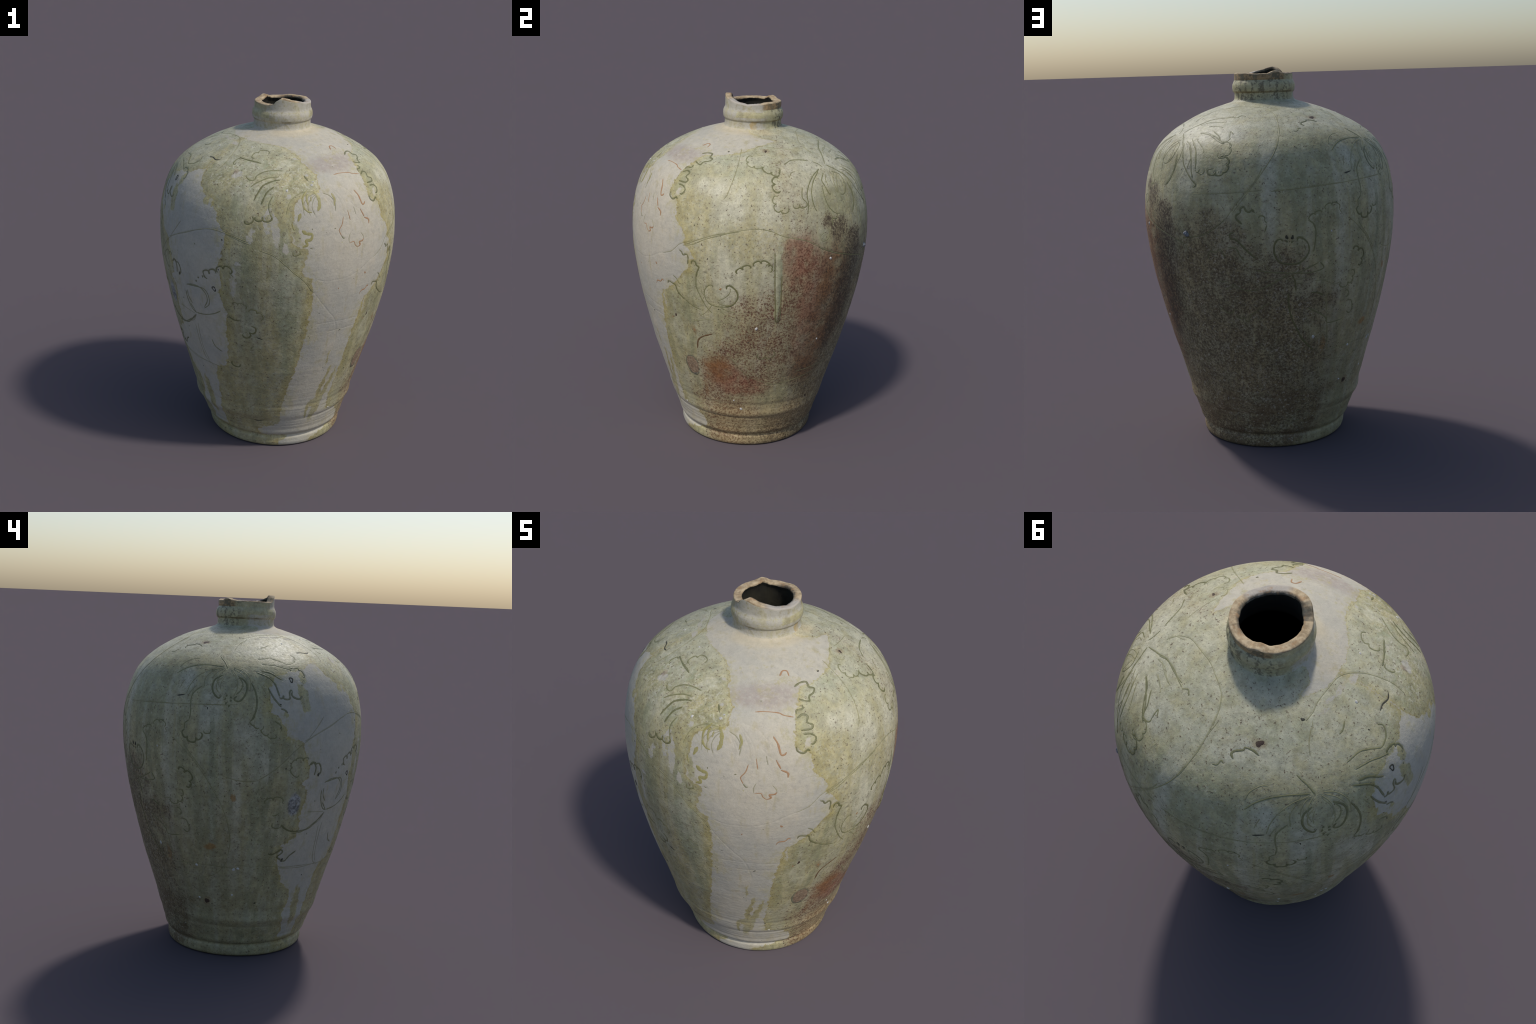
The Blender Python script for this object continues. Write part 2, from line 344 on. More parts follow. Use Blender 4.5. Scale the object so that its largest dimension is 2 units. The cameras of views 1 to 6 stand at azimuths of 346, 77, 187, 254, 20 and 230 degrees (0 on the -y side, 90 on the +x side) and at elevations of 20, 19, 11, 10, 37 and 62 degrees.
        ("c", 3, [(81.9, 1.212), (80.3, 1.204), (80.5, 1.183), (82.8, 1.175), (84.8, 1.151), (87.4, 1.117), (90.8, 1.079)]),
        ("c", 9, [(76.3, 0.912), (76.9, 0.925), (79.4, 0.935), (79.9, 0.946), (82.4, 0.927), (86.9, 0.915), (91.4, 0.921)]),
        ("c", 2, [(91.4, 0.921), (96.3, 0.944), (100.4, 0.973)]),
        ("c", 9, [(71.8, 0.828), (73.7, 0.807), (75.2, 0.794), (77.3, 0.793), (79.7, 0.815)]),
        ("c", 9, [(79.8, 0.788), (80, 0.77), (82.4, 0.762), (83.7, 0.771), (84, 0.753), (85.6, 0.751), (86.6, 0.781), (90, 0.808)]),
        ("c", 2, [(90, 0.808), (96, 0.852)]),
        ("c", 2, [(79, 1.137), (82.5, 1.131), (83.8, 1.1), (85.7, 1.071)]),
        ("c", 2, [(113.7, 0.812), (115.9, 0.796), (120, 0.772), (123.5, 0.744), (124.5, 0.716), (127.7, 0.713), (132.8, 0.72)]),
        ("s.6", 3, [(135.6, 1.087), (138.4, 1.076), (140.9, 1.031), (139.3, 1.005)]),
        ("s.6", 2, [(135.5, 0.979), (136, 0.947), (134, 0.92), (129.8, 0.927)]),
        ("s.6", 2, [(133, 0.873), (134, 0.84)]),
        ("c", 2, [(134.9, 0.82), (137.8, 0.815), (139.3, 0.771), (138, 0.746), (135.5, 0.76)]),
    ],
    "rings": [
        ("o", 3, [(-171.6, 1.575)]),
        ("o", 3, [(-134.8, 1.061)]),
    ],
    "wave_border": [
        ("c", 2, [(-118, 1.354), (-127.4, 1.383), (-136.1, 1.392), (-143.2, 1.376), (-150.8, 1.338), (-158.1, 1.305), (-163.9, 1.272), (-170, 1.222), (-174.5, 1.175)]),
        ("c", 2, [(-173.4, 1.185), (-177.8, 1.137), (-182.1, 1.098), (-187.9, 1.057), (-192.7, 1.051), (-197.6, 1.056)]),
        ("c", 1, [(-156, 1.384), (-160, 1.33), (-164, 1.28)]),
        ("c", 2, [(132.7, 1.256), (138, 1.205), (142.1, 1.158)]),
        ("c", 2, [(140.5, 1.188), (143.3, 1.147), (148, 1.077), (152.2, 1.001), (155.8, 0.927), (158.6, 0.846), (160.3, 0.762), (160.7, 0.696), (159.6, 0.631)]),
        ("c", 2, [(159.5, 0.604), (157.2, 0.565), (153.8, 0.527), (149, 0.501), (143.2, 0.487), (138.1, 0.491), (132.8, 0.498), (130.1, 0.502), (125.7, 0.527)]),
        ("c", 3, [(118.1, 0.572), (112.1, 0.635), (108.7, 0.699), (106.1, 0.76), (104.6, 0.825), (104.4, 0.896)]),
        ("c", 1, [(155, 1.084), (159.9, 1.065), (164.4, 1.055), (171.1, 1.053)]),
        ("c", 0, [(-86.4, 1.149), (-82.5, 1.137), (-78, 1.136), (-72.4, 1.138), (-66.8, 1.153), (-62.1, 1.175), (-57.7, 1.201), (-53.6, 1.216)]),
        ("c", 2, [(-54.8, 1.213), (-49.9, 1.235), (-46.9, 1.265), (-44.5, 1.289), (-38.3, 1.318)]),
        ("c", 2, [(-43.2, 1.282), (-37.7, 1.299), (-31.3, 1.338), (-20.3, 1.381), (-16.3, 1.388)]),
        ("c", 2, [(-112.9, 1.317), (-106.6, 1.29), (-101.9, 1.246), (-97.7, 1.199), (-92.9, 1.15), (-89.8, 1.101), (-87.9, 1.077)]),
        ("c", 0, [(-87.9, 1.077), (-83.8, 1.011), (-79.2, 0.947), (-75.2, 0.889), (-72.8, 0.806), (-71.9, 0.734), (-73.4, 0.636), (-77, 0.561)]),
        ("c", 2, [(-166.4, 1.263), (-158.7, 1.304), (-151, 1.341), (-147.7, 1.357), (-143.1, 1.374), (-137, 1.394), (-130.9, 1.391), (-126.7, 1.377), (-122.3, 1.36), (-117, 1.341)]),
        ("c", 2, [(-43, 1.283), (-36.1, 1.323), (-28.3, 1.361), (-20.7, 1.382), (-13.3, 1.402), (-7.4, 1.407)]),
        ("c", 2, [(-9.4, 1.405), (-6.4, 1.405), (-1.6, 1.392), (3, 1.368), (8.8, 1.35), (14.9, 1.33), (21.5, 1.288)]),
        ("c", 9, [(21.5, 1.284), (30.6, 1.237), (40.2, 1.202), (58.2, 1.141)]),
        ("c", 2, [(24.9, 0.51), (35.2, 0.518), (44.5, 0.514)]),
        ("c", 2, [(19.4, 0.512), (28.2, 0.515), (40.2, 0.515)]),
        ("c", 2, [(-9.7, 0.502), (-3.8, 0.478), (2.4, 0.453), (8.8, 0.447), (17.1, 0.454), (27.3, 0.468), (35.6, 0.478)]),
        ("c", 2, [(-22.2, 0.662), (-19.2, 0.609), (-15.2, 0.555), (-11, 0.511)]),
        ("c", 2, [(94.3, 1.518), (92.1, 1.472), (87.5, 1.407), (83.3, 1.352), (78.6, 1.276)]),
        ("c", 9, [(78.2, 1.273), (74.4, 1.239), (70.4, 1.209), (66.2, 1.189), (61.8, 1.18), (57, 1.171)]),
        ("c", 2, [(138.4, 1.223), (143.6, 1.156), (148.1, 1.092)]),
    ],
    "wheel_line": [
        ("c", 1, [(97.8, 1.407), (118.5, 1.422), (131.1, 1.429), (140.7, 1.435), (147.6, 1.438), (154.9, 1.441), (162.3, 1.446)]),
        ("c", 1, [(98.9, 1.412), (107.6, 1.415), (120.8, 1.426), (132.8, 1.429)]),
        ("c", 2, [(62.7, 1.395), (71, 1.398), (78.6, 1.402), (85.8, 1.407), (94.1, 1.414)]),
        ("c", 2, [(163.7, 0.576), (177.7, 0.573), (190.7, 0.563)]),
        ("c", 1, [(-171.3, 0.56), (-158.5, 0.559), (-143.5, 0.549)]),
        ("c", 0, [(-84.6, 0.878), (-78.6, 0.878), (-71.9, 0.875), (-60.7, 0.865)]),
        ("c", 0, [(-78, 0.816), (-70.2, 0.817), (-60.8, 0.814)]),
        ("c", 1, [(-20.2, 1.761), (-20, 1.705), (-20.9, 1.652), (-22.9, 1.577), (-24.6, 1.545)]),
        ("c", 0, [(-9.5, 0.439), (2.6, 0.438), (11, 0.444)]),
        ("c", 0, [(-9.7, 0.493), (2.8, 0.491), (14.7, 0.486)]),
        ("c", 0, [(66.3, 0.895), (79, 0.9), (100.3, 0.896)]),
        ("c", 2, [(127.5, 0.557), (136.1, 0.564), (150.4, 0.566), (165.5, 0.557)]),
    ],
    "upright_lotus": [
        ("c", 2, [(-151, 1.034), (-145.7, 1.043), (-140.7, 1.043), (-138.4, 1.012), (-138.3, 0.959), (-141.6, 0.922)]),
        ("c", 2, [(-152.4, 0.999), (-152.1, 0.961), (-149.9, 0.925)]),
        ("c", 2, [(-151.5, 0.918), (-147.9, 0.87)]),
        ("c", 1, [(-149.3, 0.863), (-154.9, 0.87), (-160.4, 0.876)]),
        ("c", 1, [(-148.7, 0.862), (-151, 0.817), (-158.1, 0.778)]),
        ("c", 1, [(-148.4, 0.799), (-148.7, 0.726), (-148, 0.641), (-145.5, 0.568)]),
        ("c", 2, [(-152.5, 1.031), (-147.9, 1.047), (-143, 1.044), (-139.8, 1.014), (-139.3, 0.974), (-141.5, 0.931)]),
        ("c", 2, [(-153.7, 0.99), (-153.2, 0.941), (-151, 0.891), (-148.3, 0.87)]),
        ("c", 2, [(-147.6, 0.873), (-141.7, 0.883), (-136.2, 0.905), (-132.1, 0.933)]),
        ("c", 2, [(-167.2, 0.755), (-160.4, 0.768), (-152.1, 0.823)]),
        ("c", 1, [(-150.8, 0.785), (-150.3, 0.712), (-149.4, 0.631), (-147.4, 0.571), (-142.6, 0.543)]),
        ("c", 2, [(-140, 0.727), (-138.5, 0.687), (-134.5, 0.662)]),
        ("c", 1, [(-171.4, 0.556), (-157.6, 0.548), (-146.4, 0.552), (-136.3, 0.546)]),
        ("c", 2, [(-28.2, 1.072), (-28.5, 1.082), (-30.1, 1.081), (-32.3, 1.05), (-32.5, 1.01), (-30.6, 0.973), (-27, 0.959), (-22.9, 0.96)]),
        ("c", 3, [(-22.9, 0.96), (-19.3, 0.974), (-16.9, 1.011), (-16.7, 1.046), (-18.1, 1.074), (-20.3, 1.09), (-21.7, 1.083), (-21.7, 1.068)]),
        ("c", 1, [(-41, 0.836), (-35.4, 0.858), (-30.8, 0.87), (-26.6, 0.861), (-20.3, 0.864)]),
        ("c", 2, [(90.1, 1.024), (94.7, 1.012), (100.5, 1.005)]),
        ("c", 3, [(102.2, 1.163), (101.3, 1.175), (99.6, 1.168), (98.5, 1.139), (98.7, 1.098), (100.4, 1.063), (104, 1.048), (108.7, 1.049), (111.9, 1.076), (113.4, 1.112), (112.6, 1.151), (110.4, 1.175), (108.6, 1.179), (108.3, 1.163)]),
        ("c", 2, [(100.2, 1.105), (101.5, 1.071)]),
        ("c", 2, [(111.1, 1.144), (111.9, 1.114)]),
        ("c", 2, [(94.3, 1.01), (101.4, 1.005), (105.4, 1)]),
        ("c", 2, [(106.2, 0.999), (108.8, 1.001), (114.3, 1.026), (117.8, 1.044)]),
        ("c", 3, [(105.8, 0.995), (107.3, 0.955), (107.8, 0.906)]),
        ("c", 2, [(94, 0.932), (99.6, 0.964), (104.7, 0.996)]),
        ("c", 2, [(108.8, 0.997), (114.5, 0.996), (120.3, 1.013), (118.5, 1.047)]),
        ("c", 1, [(116.2, 0.95), (120.7, 0.949), (126.2, 0.92), (129.8, 0.929)]),
        ("c", 3, [(114.9, 0.89), (117.8, 0.887), (121.4, 0.869)]),
    ],
    "rust": [
        ("c", 6, [(-64.1, 1.588), (-62.2, 1.558), (-61.1, 1.515), (-59.6, 1.513), (-58.8, 1.523)]),
        ("c", 6, [(-63, 1.492), (-61.1, 1.45)]),
        ("c", 6, [(-61.1, 1.445), (-58.5, 1.429), (-58.4, 1.406)]),
        ("c", 6, [(-62.5, 1.337), (-63.5, 1.326), (-65.4, 1.324), (-64.8, 1.308), (-66.4, 1.298)]),
        ("c", 7, [(-66.4, 1.298), (-67.9, 1.314), (-68.6, 1.332), (-71.1, 1.331)]),
        ("c", 7, [(-73.7, 1.471), (-74.7, 1.435), (-76.4, 1.41), (-76.3, 1.397), (-75.4, 1.376)]),
        ("c", 7, [(-70.8, 1.498), (-70, 1.449)]),
        ("c", 7, [(-62, 1.01), (-61.1, 1.029), (-58.4, 1.032), (-57.3, 1.05), (-56, 1.048)]),
        ("c", 6, [(-57.5, 1.752), (-54.8, 1.762), (-51.6, 1.761), (-51.1, 1.75)]),
        ("c", 7, [(-72.3, 1.664), (-67.8, 1.666), (-61.4, 1.662), (-58.8, 1.654), (-54.3, 1.646)]),
        ("c", 7, [(-61.8, 1.018), (-60.9, 1.032), (-58.2, 1.036), (-57, 1.047), (-56.2, 1.042)]),
    ],
    "gouge": [
        ("c", 8, [(-114.2, 0.797), (-111.2, 0.786)]),
        ("c", 8, [(-118.7, 0.195), (-116, 0.192), (-111.6, 0.2)]),
        ("c", 8, [(-148.1, 1.703), (-151.4, 1.699), (-155.5, 1.704), (-159, 1.702)]),
        ("c", 8, [(132.6, 1.471), (136.6, 1.479)]),
    ],
    "bright_scroll": [
        ("c", 1, [(27.4, 1.367), (26.7, 1.328), (23.3, 1.316), (22.2, 1.345), (24.4, 1.363)]),
        ("c", 9, [(69.9, 1.073), (69.5, 1.095), (70.7, 1.112), (73.5, 1.11), (75.1, 1.127), (76.5, 1.107), (77.3, 1.086)]),
        ("c", 9, [(73.7, 0.959), (75.7, 0.958), (77.3, 0.963)]),
        ("c", 0, [(53.6, 0.889), (51.1, 0.77), (48.7, 0.673), (44.4, 0.57)]),
    ],
    "leaf_edge": [
        ("c", 3, [(-50, 1.724), (-46, 1.731), (-41.8, 1.73), (-41.4, 1.717), (-38.9, 1.711), (-40.5, 1.701), (-43.6, 1.695), (-44.6, 1.683), (-48.2, 1.689), (-49.5, 1.694)]),
        ("c", 3, [(-48.9, 1.677), (-49.2, 1.666), (-52.3, 1.664), (-52.9, 1.654)]),
        ("c", 3, [(-52.8, 1.642), (-49.9, 1.65), (-47.8, 1.642), (-48.7, 1.625), (-46.6, 1.613), (-47.4, 1.6), (-52, 1.601)]),
        ("c", 3, [(-51.1, 1.586), (-48.1, 1.583), (-46, 1.566), (-47.1, 1.544), (-48.6, 1.543)]),
        ("c", 3, [(-54.8, 1.542), (-54.3, 1.522), (-51.9, 1.51), (-50.1, 1.522), (-49.1, 1.515)]),
    ],
    "scorch_edge": [
        ("c", 10, [(-39.9, 0.665), (-38.8, 0.718), (-36.2, 0.748), (-32.7, 0.767), (-29.8, 0.781)]),
    ],
    "glaze_edge": [
        ("c", 1, [(122.5, 0.868), (124.4, 0.73), (126.7, 0.559)]),
    ],
    "shoulder_arc": [
        ("c", 1, [(102.2, 1.769), (104, 1.734), (103.8, 1.686), (102.4, 1.637), (100.9, 1.6)]),
        ("c", 1, [(37.5, 1.737), (36.8, 1.756), (42.3, 1.781), (62.3, 1.799), (80.1, 1.798), (94.5, 1.789), (101.4, 1.772), (104.4, 1.743)]),
        ("c", 1, [(105.7, 1.753), (104.4, 1.724), (104, 1.684), (101.6, 1.627), (99.3, 1.574), (93.1, 1.479), (82, 1.312)]),
        ("c", 1, [(161.3, 1.765), (168.4, 1.773), (174.7, 1.781), (185.4, 1.786), (200, 1.787), (208.2, 1.78), (213.6, 1.765), (216.6, 1.743), (217.8, 1.702), (216.3, 1.664)]),
        ("c", 1, [(165.2, 1.762), (163.5, 1.75)]),
        ("c", 1, [(163.1, 1.754), (159.1, 1.733), (157.6, 1.709)]),
    ],
}


def to_index(a, z):
    """Fractional column and row of the grid at azimuth a (degrees), height z."""
    col = (np.radians(np.asarray(a, float)) + math.pi) / (2 * math.pi) * COLS
    row = np.interp(z, row_z, np.arange(NW))
    return np.mod(col, COLS), row


def sample(G, a, z):
    c, r = to_index(a, z)
    c0, r0 = np.floor(c).astype(int), np.clip(np.floor(r).astype(int), 0, NW - 2)
    fc, fr = (c - c0)[..., None], (r - r0)[..., None]
    c0 %= COLS
    c1 = (c0 + 1) % COLS
    return (G[r0, c0] * (1 - fc) * (1 - fr) + G[r0, c1] * fc * (1 - fr)
            + G[r0 + 1, c0] * (1 - fc) * fr + G[r0 + 1, c1] * fc * fr)


def radius_at(a, z):
    return wall_radius(np.radians(np.asarray(a, float)), np.asarray(z, float))


def flat(pts):
    """Unroll (azimuth, height) to metres (along, up the wall) near a stroke; returns points and inverse."""
    pts = np.asarray(pts, float)
    a0 = pts[0, 0]
    zs = np.linspace(.0, 1.82, 1500)
    rs = pchip(zs, *zip(*WALL))
    s = np.concatenate([[0], np.cumsum(np.hypot(np.diff(zs), np.diff(rs)))])
    rad = float(np.mean(radius_at(pts[:, 0], pts[:, 1])))
    xy = np.stack([np.radians(pts[:, 0] - a0) * rad, np.interp(pts[:, 1], zs, s)], -1)
    return xy, lambda q: np.stack([a0 + np.degrees(q[:, 0] / rad), np.interp(q[:, 1], s, zs)], -1)


def smooth_path(p, step=.0025):
    """Centripetal-ish Catmull-Rom through the control points, evenly spaced."""
    p = np.asarray(p, float)
    if len(p) == 2:
        dense = p[0] + (p[1] - p[0]) * np.linspace(0, 1, 40)[:, None]
    else:
        q = np.vstack([2 * p[0] - p[1], p, 2 * p[-1] - p[-2]])
        t = np.linspace(0, 1, 24)[:, None]
        dense = np.vstack([.5 * (2 * b + (c - a) * t + (2 * a - 5 * b + 4 * c - d) * t ** 2 + (3 * b - a - 3 * c + d) * t ** 3)
                           for a, b, c, d in zip(q, q[1:], q[2:], q[3:])])
    s = np.concatenate([[0], np.cumsum(np.hypot(*np.diff(dense, axis=0).T))])
    n = max(4, int(s[-1] / step))
    u = np.linspace(0, s[-1], n)
    return np.stack([np.interp(u, s, dense[:, 0]), np.interp(u, s, dense[:, 1])], -1)


def scallop_path(p, swell):
    out = []
    for a, b in zip(p, p[1:]):
        d = b - a
        left = np.array([-d[1], d[0]])
        t = np.linspace(0, math.pi, 22)
        # a rounded lobe: wider than a half ellipse near its crown
        along = .5 - .5 * np.cos(t) * (1 + .35 * np.sin(t))
        out.append(a + along[:, None] * d + (np.sin(t) ** .8 * swell)[:, None] * left)
    q = np.vstack(out)
    s = np.concatenate([[0], np.cumsum(np.hypot(*np.diff(q, axis=0).T))])
    u = np.linspace(0, s[-1], max(6, int(s[-1] / .0025)))
    return np.stack([np.interp(u, s, q[:, 0]), np.interp(u, s, q[:, 1])], -1)


# style: (width of the coloured line, depth of cut, material)
STYLE = {0: (.0045, .0008, None), 1: (.0048, .0006, "line_faint"), 2: (.0064, .0009, "line_mid"), 3: (.0088, .0013, "line_strong"),
         4: (.0105, .0008, "line_olive"), 5: (.0170, .0004, "line_olive"), 6: (.0080, .0010, "line_rust"), 7: (.0048, .0008, "line_rust"),
         8: (.0058, .0020, "line_dark"), 9: (.0050, .0020, "line_mid"), 10: (.0085, .0006, "line_brown"), 12: (.0046, .0009, "line_faint"), 11: (.0090, .0010, "line_slate")}
cut = np.zeros_like(Z)


def carve(path_az, width, depth):
    c, r = to_index(path_az[:, 0], path_az[:, 1])
    P = sample(base, path_az[:, 0], path_az[:, 1])
    for ci, ri, p in zip(c.astype(int), r.astype(int), P):
        wc = int(.010 / (2 * math.pi * max(.16, math.hypot(p[0], p[1])) / COLS)) + 1
        rows = slice(max(0, ri - 4), min(NW, ri + 6))
        cols = np.arange(ci - wc, ci + wc + 2) % COLS
        d2 = ((base[rows][:, cols] - p) ** 2).sum(-1)
        v = depth * np.exp(-d2 / (width * .75) ** 2)
        cut[rows, cols] = np.maximum(cut[rows, cols], v)


ribbons = {}                                           # (part, material) -> list of (verts, faces)


def lay_ribbon(part, material, path_az, width, seed):
    """A thread of pooled glaze lying in the cut: five points across, thinning to its ends."""
    n = len(path_az)
    P = sample(base, path_az[:, 0], path_az[:, 1])
    Nn = sample(BN, path_az[:, 0], path_az[:, 1])
    Nn /= np.linalg.norm(Nn, axis=1, keepdims=True)
    T = np.gradient(P, axis=0)
    T /= np.maximum(np.linalg.norm(T, axis=1, keepdims=True), 1e-9)
    S = np.cross(Nn, T)
    u = np.linspace(0, 1, n)
    rag = 1 + .30 * noise3(P, 55, seed % 17) + .22 * noise3(P, 170, seed % 13)
    taper = np.clip(np.minimum(u, 1 - u) * n * .0025 / .012, 0, 1) ** .6 * .75 + .25
    w = width * .5 * rag * taper
    across = np.array([-1, -.5, 0, .5, 1])
    lift = np.array([-.0003, .0006, .0004, .0006, -.0003])
    V = P[:, None] + S[:, None] * (across[None, :, None] * w[:, None, None]) + Nn[:, None] * lift[None, :, None]
    i = np.arange(n - 1)[:, None] * 5 + np.arange(4)[None]
    F = np.stack([i, i + 5, i + 6, i + 1], -1).reshape(-1, 4)
    ribbons.setdefault((part, material), []).append((V.reshape(-1, 3), F))


def lay_disc(part, material, a, z, rx, rz, inner=0.0, turn=0.0):
    xy, inv = flat([(a, z)])
    t = np.linspace(0, 2 * math.pi, 20, endpoint=False)
    wob = 1 + .22 * np.sin(2 * t + a) + .15 * np.sin(3 * t + z * 40)
    ringsl, lifts = ([0.02, .5, 1], [.0006, .0006, -.0003]) if not inner else ([inner, (inner + 1) / 2, 1], [-.0002, .0012, -.0003])
    V = []
    for k, l in zip(ringsl, lifts):
        q = np.stack([np.cos(t) * rx, np.sin(t) * rz], -1) * (k * wob)[:, None]
        q = q @ np.array([[math.cos(turn), math.sin(turn)], [-math.sin(turn), math.cos(turn)]])
        az = inv(xy[0] + q)
        V.append(sample(base, az[:, 0], az[:, 1]) + sample(BN, az[:, 0], az[:, 1]) * l)
    V = np.vstack(V)
    j = np.arange(20)
    k = (j + 1) % 20
    F = np.vstack([np.stack([j + 20 * m, j + 20 * m + 20, k + 20 * m + 20, k + 20 * m], -1) for m in (0, 1)])[:, ::-1]
    ribbons.setdefault((part, material), []).append((V, F))


def vein_fan(node, angles, length, bend, rng):
    """Shallow veins springing from the knot of a flower; angles in degrees, 0 = along the wall, -90 = down."""
    (a, z), out = node, []
    for ang in angles:
        ang = math.radians(ang + rng.uniform(-5, 5))
        L = length * rng.uniform(.55, 1.15)
        pts = []
        for u in (.16, .45, .75, 1.0):
            q = ang - bend * math.cos(ang) * u * u
            pts.append((a + math.degrees(L * u * math.cos(q) / float(radius_at(a, z))), min(1.765, z + L * u * math.sin(q) * (.75 if math.sin(q) > 0 else .9))))
        out.append(("c", int(rng.choice([0, 1, 1])), pts))
    return out


vein_rng = np.random.default_rng(11)
for node in [(156.5, 1.628), (-84.5, 1.600), (46, 1.648)]:
    INCISED["hanging_lotus"] += vein_fan(node, [-170, -157, -145, -132, -48, -35, -22, -9, 170], .19, .75, vein_rng)
for node in [(102.5, .985), (-28, .985)]:
    INCISED["upright_lotus"] += vein_fan(node, [-160, -140, -118, -62, -40, -18, 25, 155], .15, -.45, vein_rng)

INCISED["glaze_run_edge"] = [("c", 2, [(-.3, 1.28), (.3, 1.1), (1.2, .96), (1.5, .89), (2.7, .871), (3.8, .90), (3.7, 1.0), (3.3, 1.15)])]
INCISED["scar_rim"] = [("c", 11, [(-45.6 + 4.6 * math.cos(u), .535 + .066 * math.sin(u)) for u in np.linspace(a, b, 9)])
                       for a, b in ((.4, 2.1), (2.3, 4.4), (4.6, 5.4))]

seed = 0
for part, strokes in INCISED.items():
    for kind, style, pts in strokes:
        seed += 1
        if part in ("wave_border", "shoulder_arc", "wheel_line") and style in (1, 2):
            style = 12                                 # long layout lines are worn thin
        width, depth, material = STYLE[style]
        if kind in ("d", "D"):
            for a, z in pts:
                s = .0060 if kind == "d" else .0095
                lay_disc("punched_dot", "line_dark" if kind == "D" else "line_strong", a, z, s * .8, s)
                disp_hole = knob(a, z, s, s * 1.2, .0022)
                cut = np.maximum(cut, disp_hole)
            continue
        if kind == "o":
            for a, z in pts:
                lay_disc("burst_blister", "line_dark", a, z, .0135, .014, inner=.55)
                cut = np.maximum(cut, knob(a, z, .012, .012, .0015))
            continue
        xy, inv = flat(pts)
        path = inv(smooth_path(xy) if kind == "c" else scallop_path(xy, float(kind[1:])))
        carve(path, width, depth)
        if material:
            lay_ribbon(part, material, path, width, seed)
# punctures and iron specks of the clay: dark discs let into the wall
for a, z, rx, rz, mat in [(132.5, 1.738, .017, .016, "line_iron"), (146, .346, .014, .020, "line_iron"), (159.5, 1.768, .008, .009, "line_dark"),
                          (177, .348, .006, .007, "line_dark"), (-30, 1.745, .006, .006, "line_dark")]:
    lay_disc("iron_spot", mat, a, z, rx, rz)
for _ in range(120):
    a, z = RNG.uniform(-180, 180), RNG.uniform(.04, 1.76)
    s = RNG.uniform(.0018, .0045)
    lay_disc("clay_speck", "line_dark" if RNG.random() < .55 else "line_strong", a, z, s, s * RNG.uniform(.8, 1.6), turn=RNG.uniform(0, 3))



def lay_bead(part, material, a, z, s, tall=.6):
    """A grain of kiln grit fused to the wall: half-sunk lumpy dome."""
    V, rings, n = [], 6, 14
    C = sample(base, np.array([a]), np.array([z]))[0]
    Nn = sample(BN, np.array([a]), np.array([z]))[0]
    U = np.cross([0, 0, 1.0], Nn)
    U /= np.linalg.norm(U)
    W = np.cross(Nn, U)
    for k in range(rings):
        el = math.pi / 2 * (1 - k / (rings - 1.0)) if k else math.pi / 2 - .05
        for j in range(n):
            az = 2 * math.pi * j / n
            lump = 1 + .14 * math.sin(2 * az + a) + .08 * math.sin(3 * az + el * 3 + z * 50)
            V.append(C + s * lump * (math.cos(el) * (math.cos(az) * U + math.sin(az) * W) + (tall * math.sin(el) - .08) * Nn))
    F = [(k * n + j, (k + 1) * n + j, (k + 1) * n + (j + 1) % n, k * n + (j + 1) % n) for k in range(rings - 1) for j in range(n)]
    ribbons.setdefault((part, material), []).append((np.array(V), np.array(F)))


lay_bead("glaze_bead", "slate", 59.2, 1.194, .0165, .8)
for a, z, s in [(28.3, 1.21, .008), (-7.4, .833, .009), (28.8, .711, .006), (-15.2, .273, .008), (123.6, 1.197, .005), (163, .551, .009), (165.3, .557, .008),
                (141.5, .559, .008), (117.5, .646, .009), (140.9, .36, .006), (162.4, .396, .006), (-20, .332, .005), (-60.8, .234, .006), (-164.4, 1.746, .006),
                (-131.1, 1.767, .005), (-87.6, 1.632, .007), (-101, 1.612, .007), (-86.5, 1.645, .005)]:
    lay_bead("kiln_grit", "grit", a, z, s, .45)
for a, z, s in [(-.4, 1.752, .011), (-60.3, 1.136, .009), (-75.7, 1.083, .005), (-24.6, 1.065, .009), (-40.2, .784, .009), (-50.9, .85, .011), (-53.5, .83, .007), (34, .3, .01)]:
    lay_disc("iron_spot", "line_rust" if s < .0095 else "line_iron", a, z, s * .8, s)

final = base - BN * cut[..., None]

# ------------------------------------------------------------------ lip, throat, inside, underside
def neck_ring(radius, z):
    r = np.broadcast_to(radius, theta.shape)
    return np.stack([NECK_X + r * np.cos(theta), NECK_Y + r * np.sin(theta), np.broadcast_to(z, theta.shape)], -1)


lh = lip_height(theta)
ring_pts = np.stack([np.cos(theta), np.sin(theta), 0 * theta], -1)
chip = noise3(ring_pts, 4, 31, 2)
chip2 = noise3(ring_pts, 14, 32, 2)
out_r = np.hypot(final[-1, :, 0] - NECK_X, final[-1, :, 1] - NECK_Y)
in_r = .1175 + .004 * chip + .0016 * chip2
lh2 = lh + .0012 * chip2
bev = .011 + .006 * np.clip(chip, -.5, 1)
inside_step = .002 * np.exp(-((wrap(np.degrees(theta) - 10)) / 75) ** 4)       # inner edge spalled on one side
lip_rows = [neck_ring(out_r - .0008, lh - .0030), neck_ring(out_r - .0030, lh2 - .0008), neck_ring(out_r - .0065, lh2)]
for k in np.linspace(.12, .88, 8):
    rr = (out_r - .0065) * (1 - k) + (in_r + .006) * k
    lip_rows.append(neck_ring(rr, lh2 + .0014 * noise3(ring_pts * rr[:, None] * 60, 1, 33, 2) - inside_step * k ** 3))
lip_rows += [neck_ring(in_r + .003, lh2 - .0016 - inside_step), neck_ring(in_r + .0008, lh2 - .005 - inside_step), neck_ring(in_r, lh2 - bev - inside_step)]
throat = [neck_ring(in_r * (1 - k ** .4) + .1400 * k ** .4, (lh2 - bev - inside_step) * (1 - k) + 1.84 * k) for k in np.linspace(.1, 1, 10)]
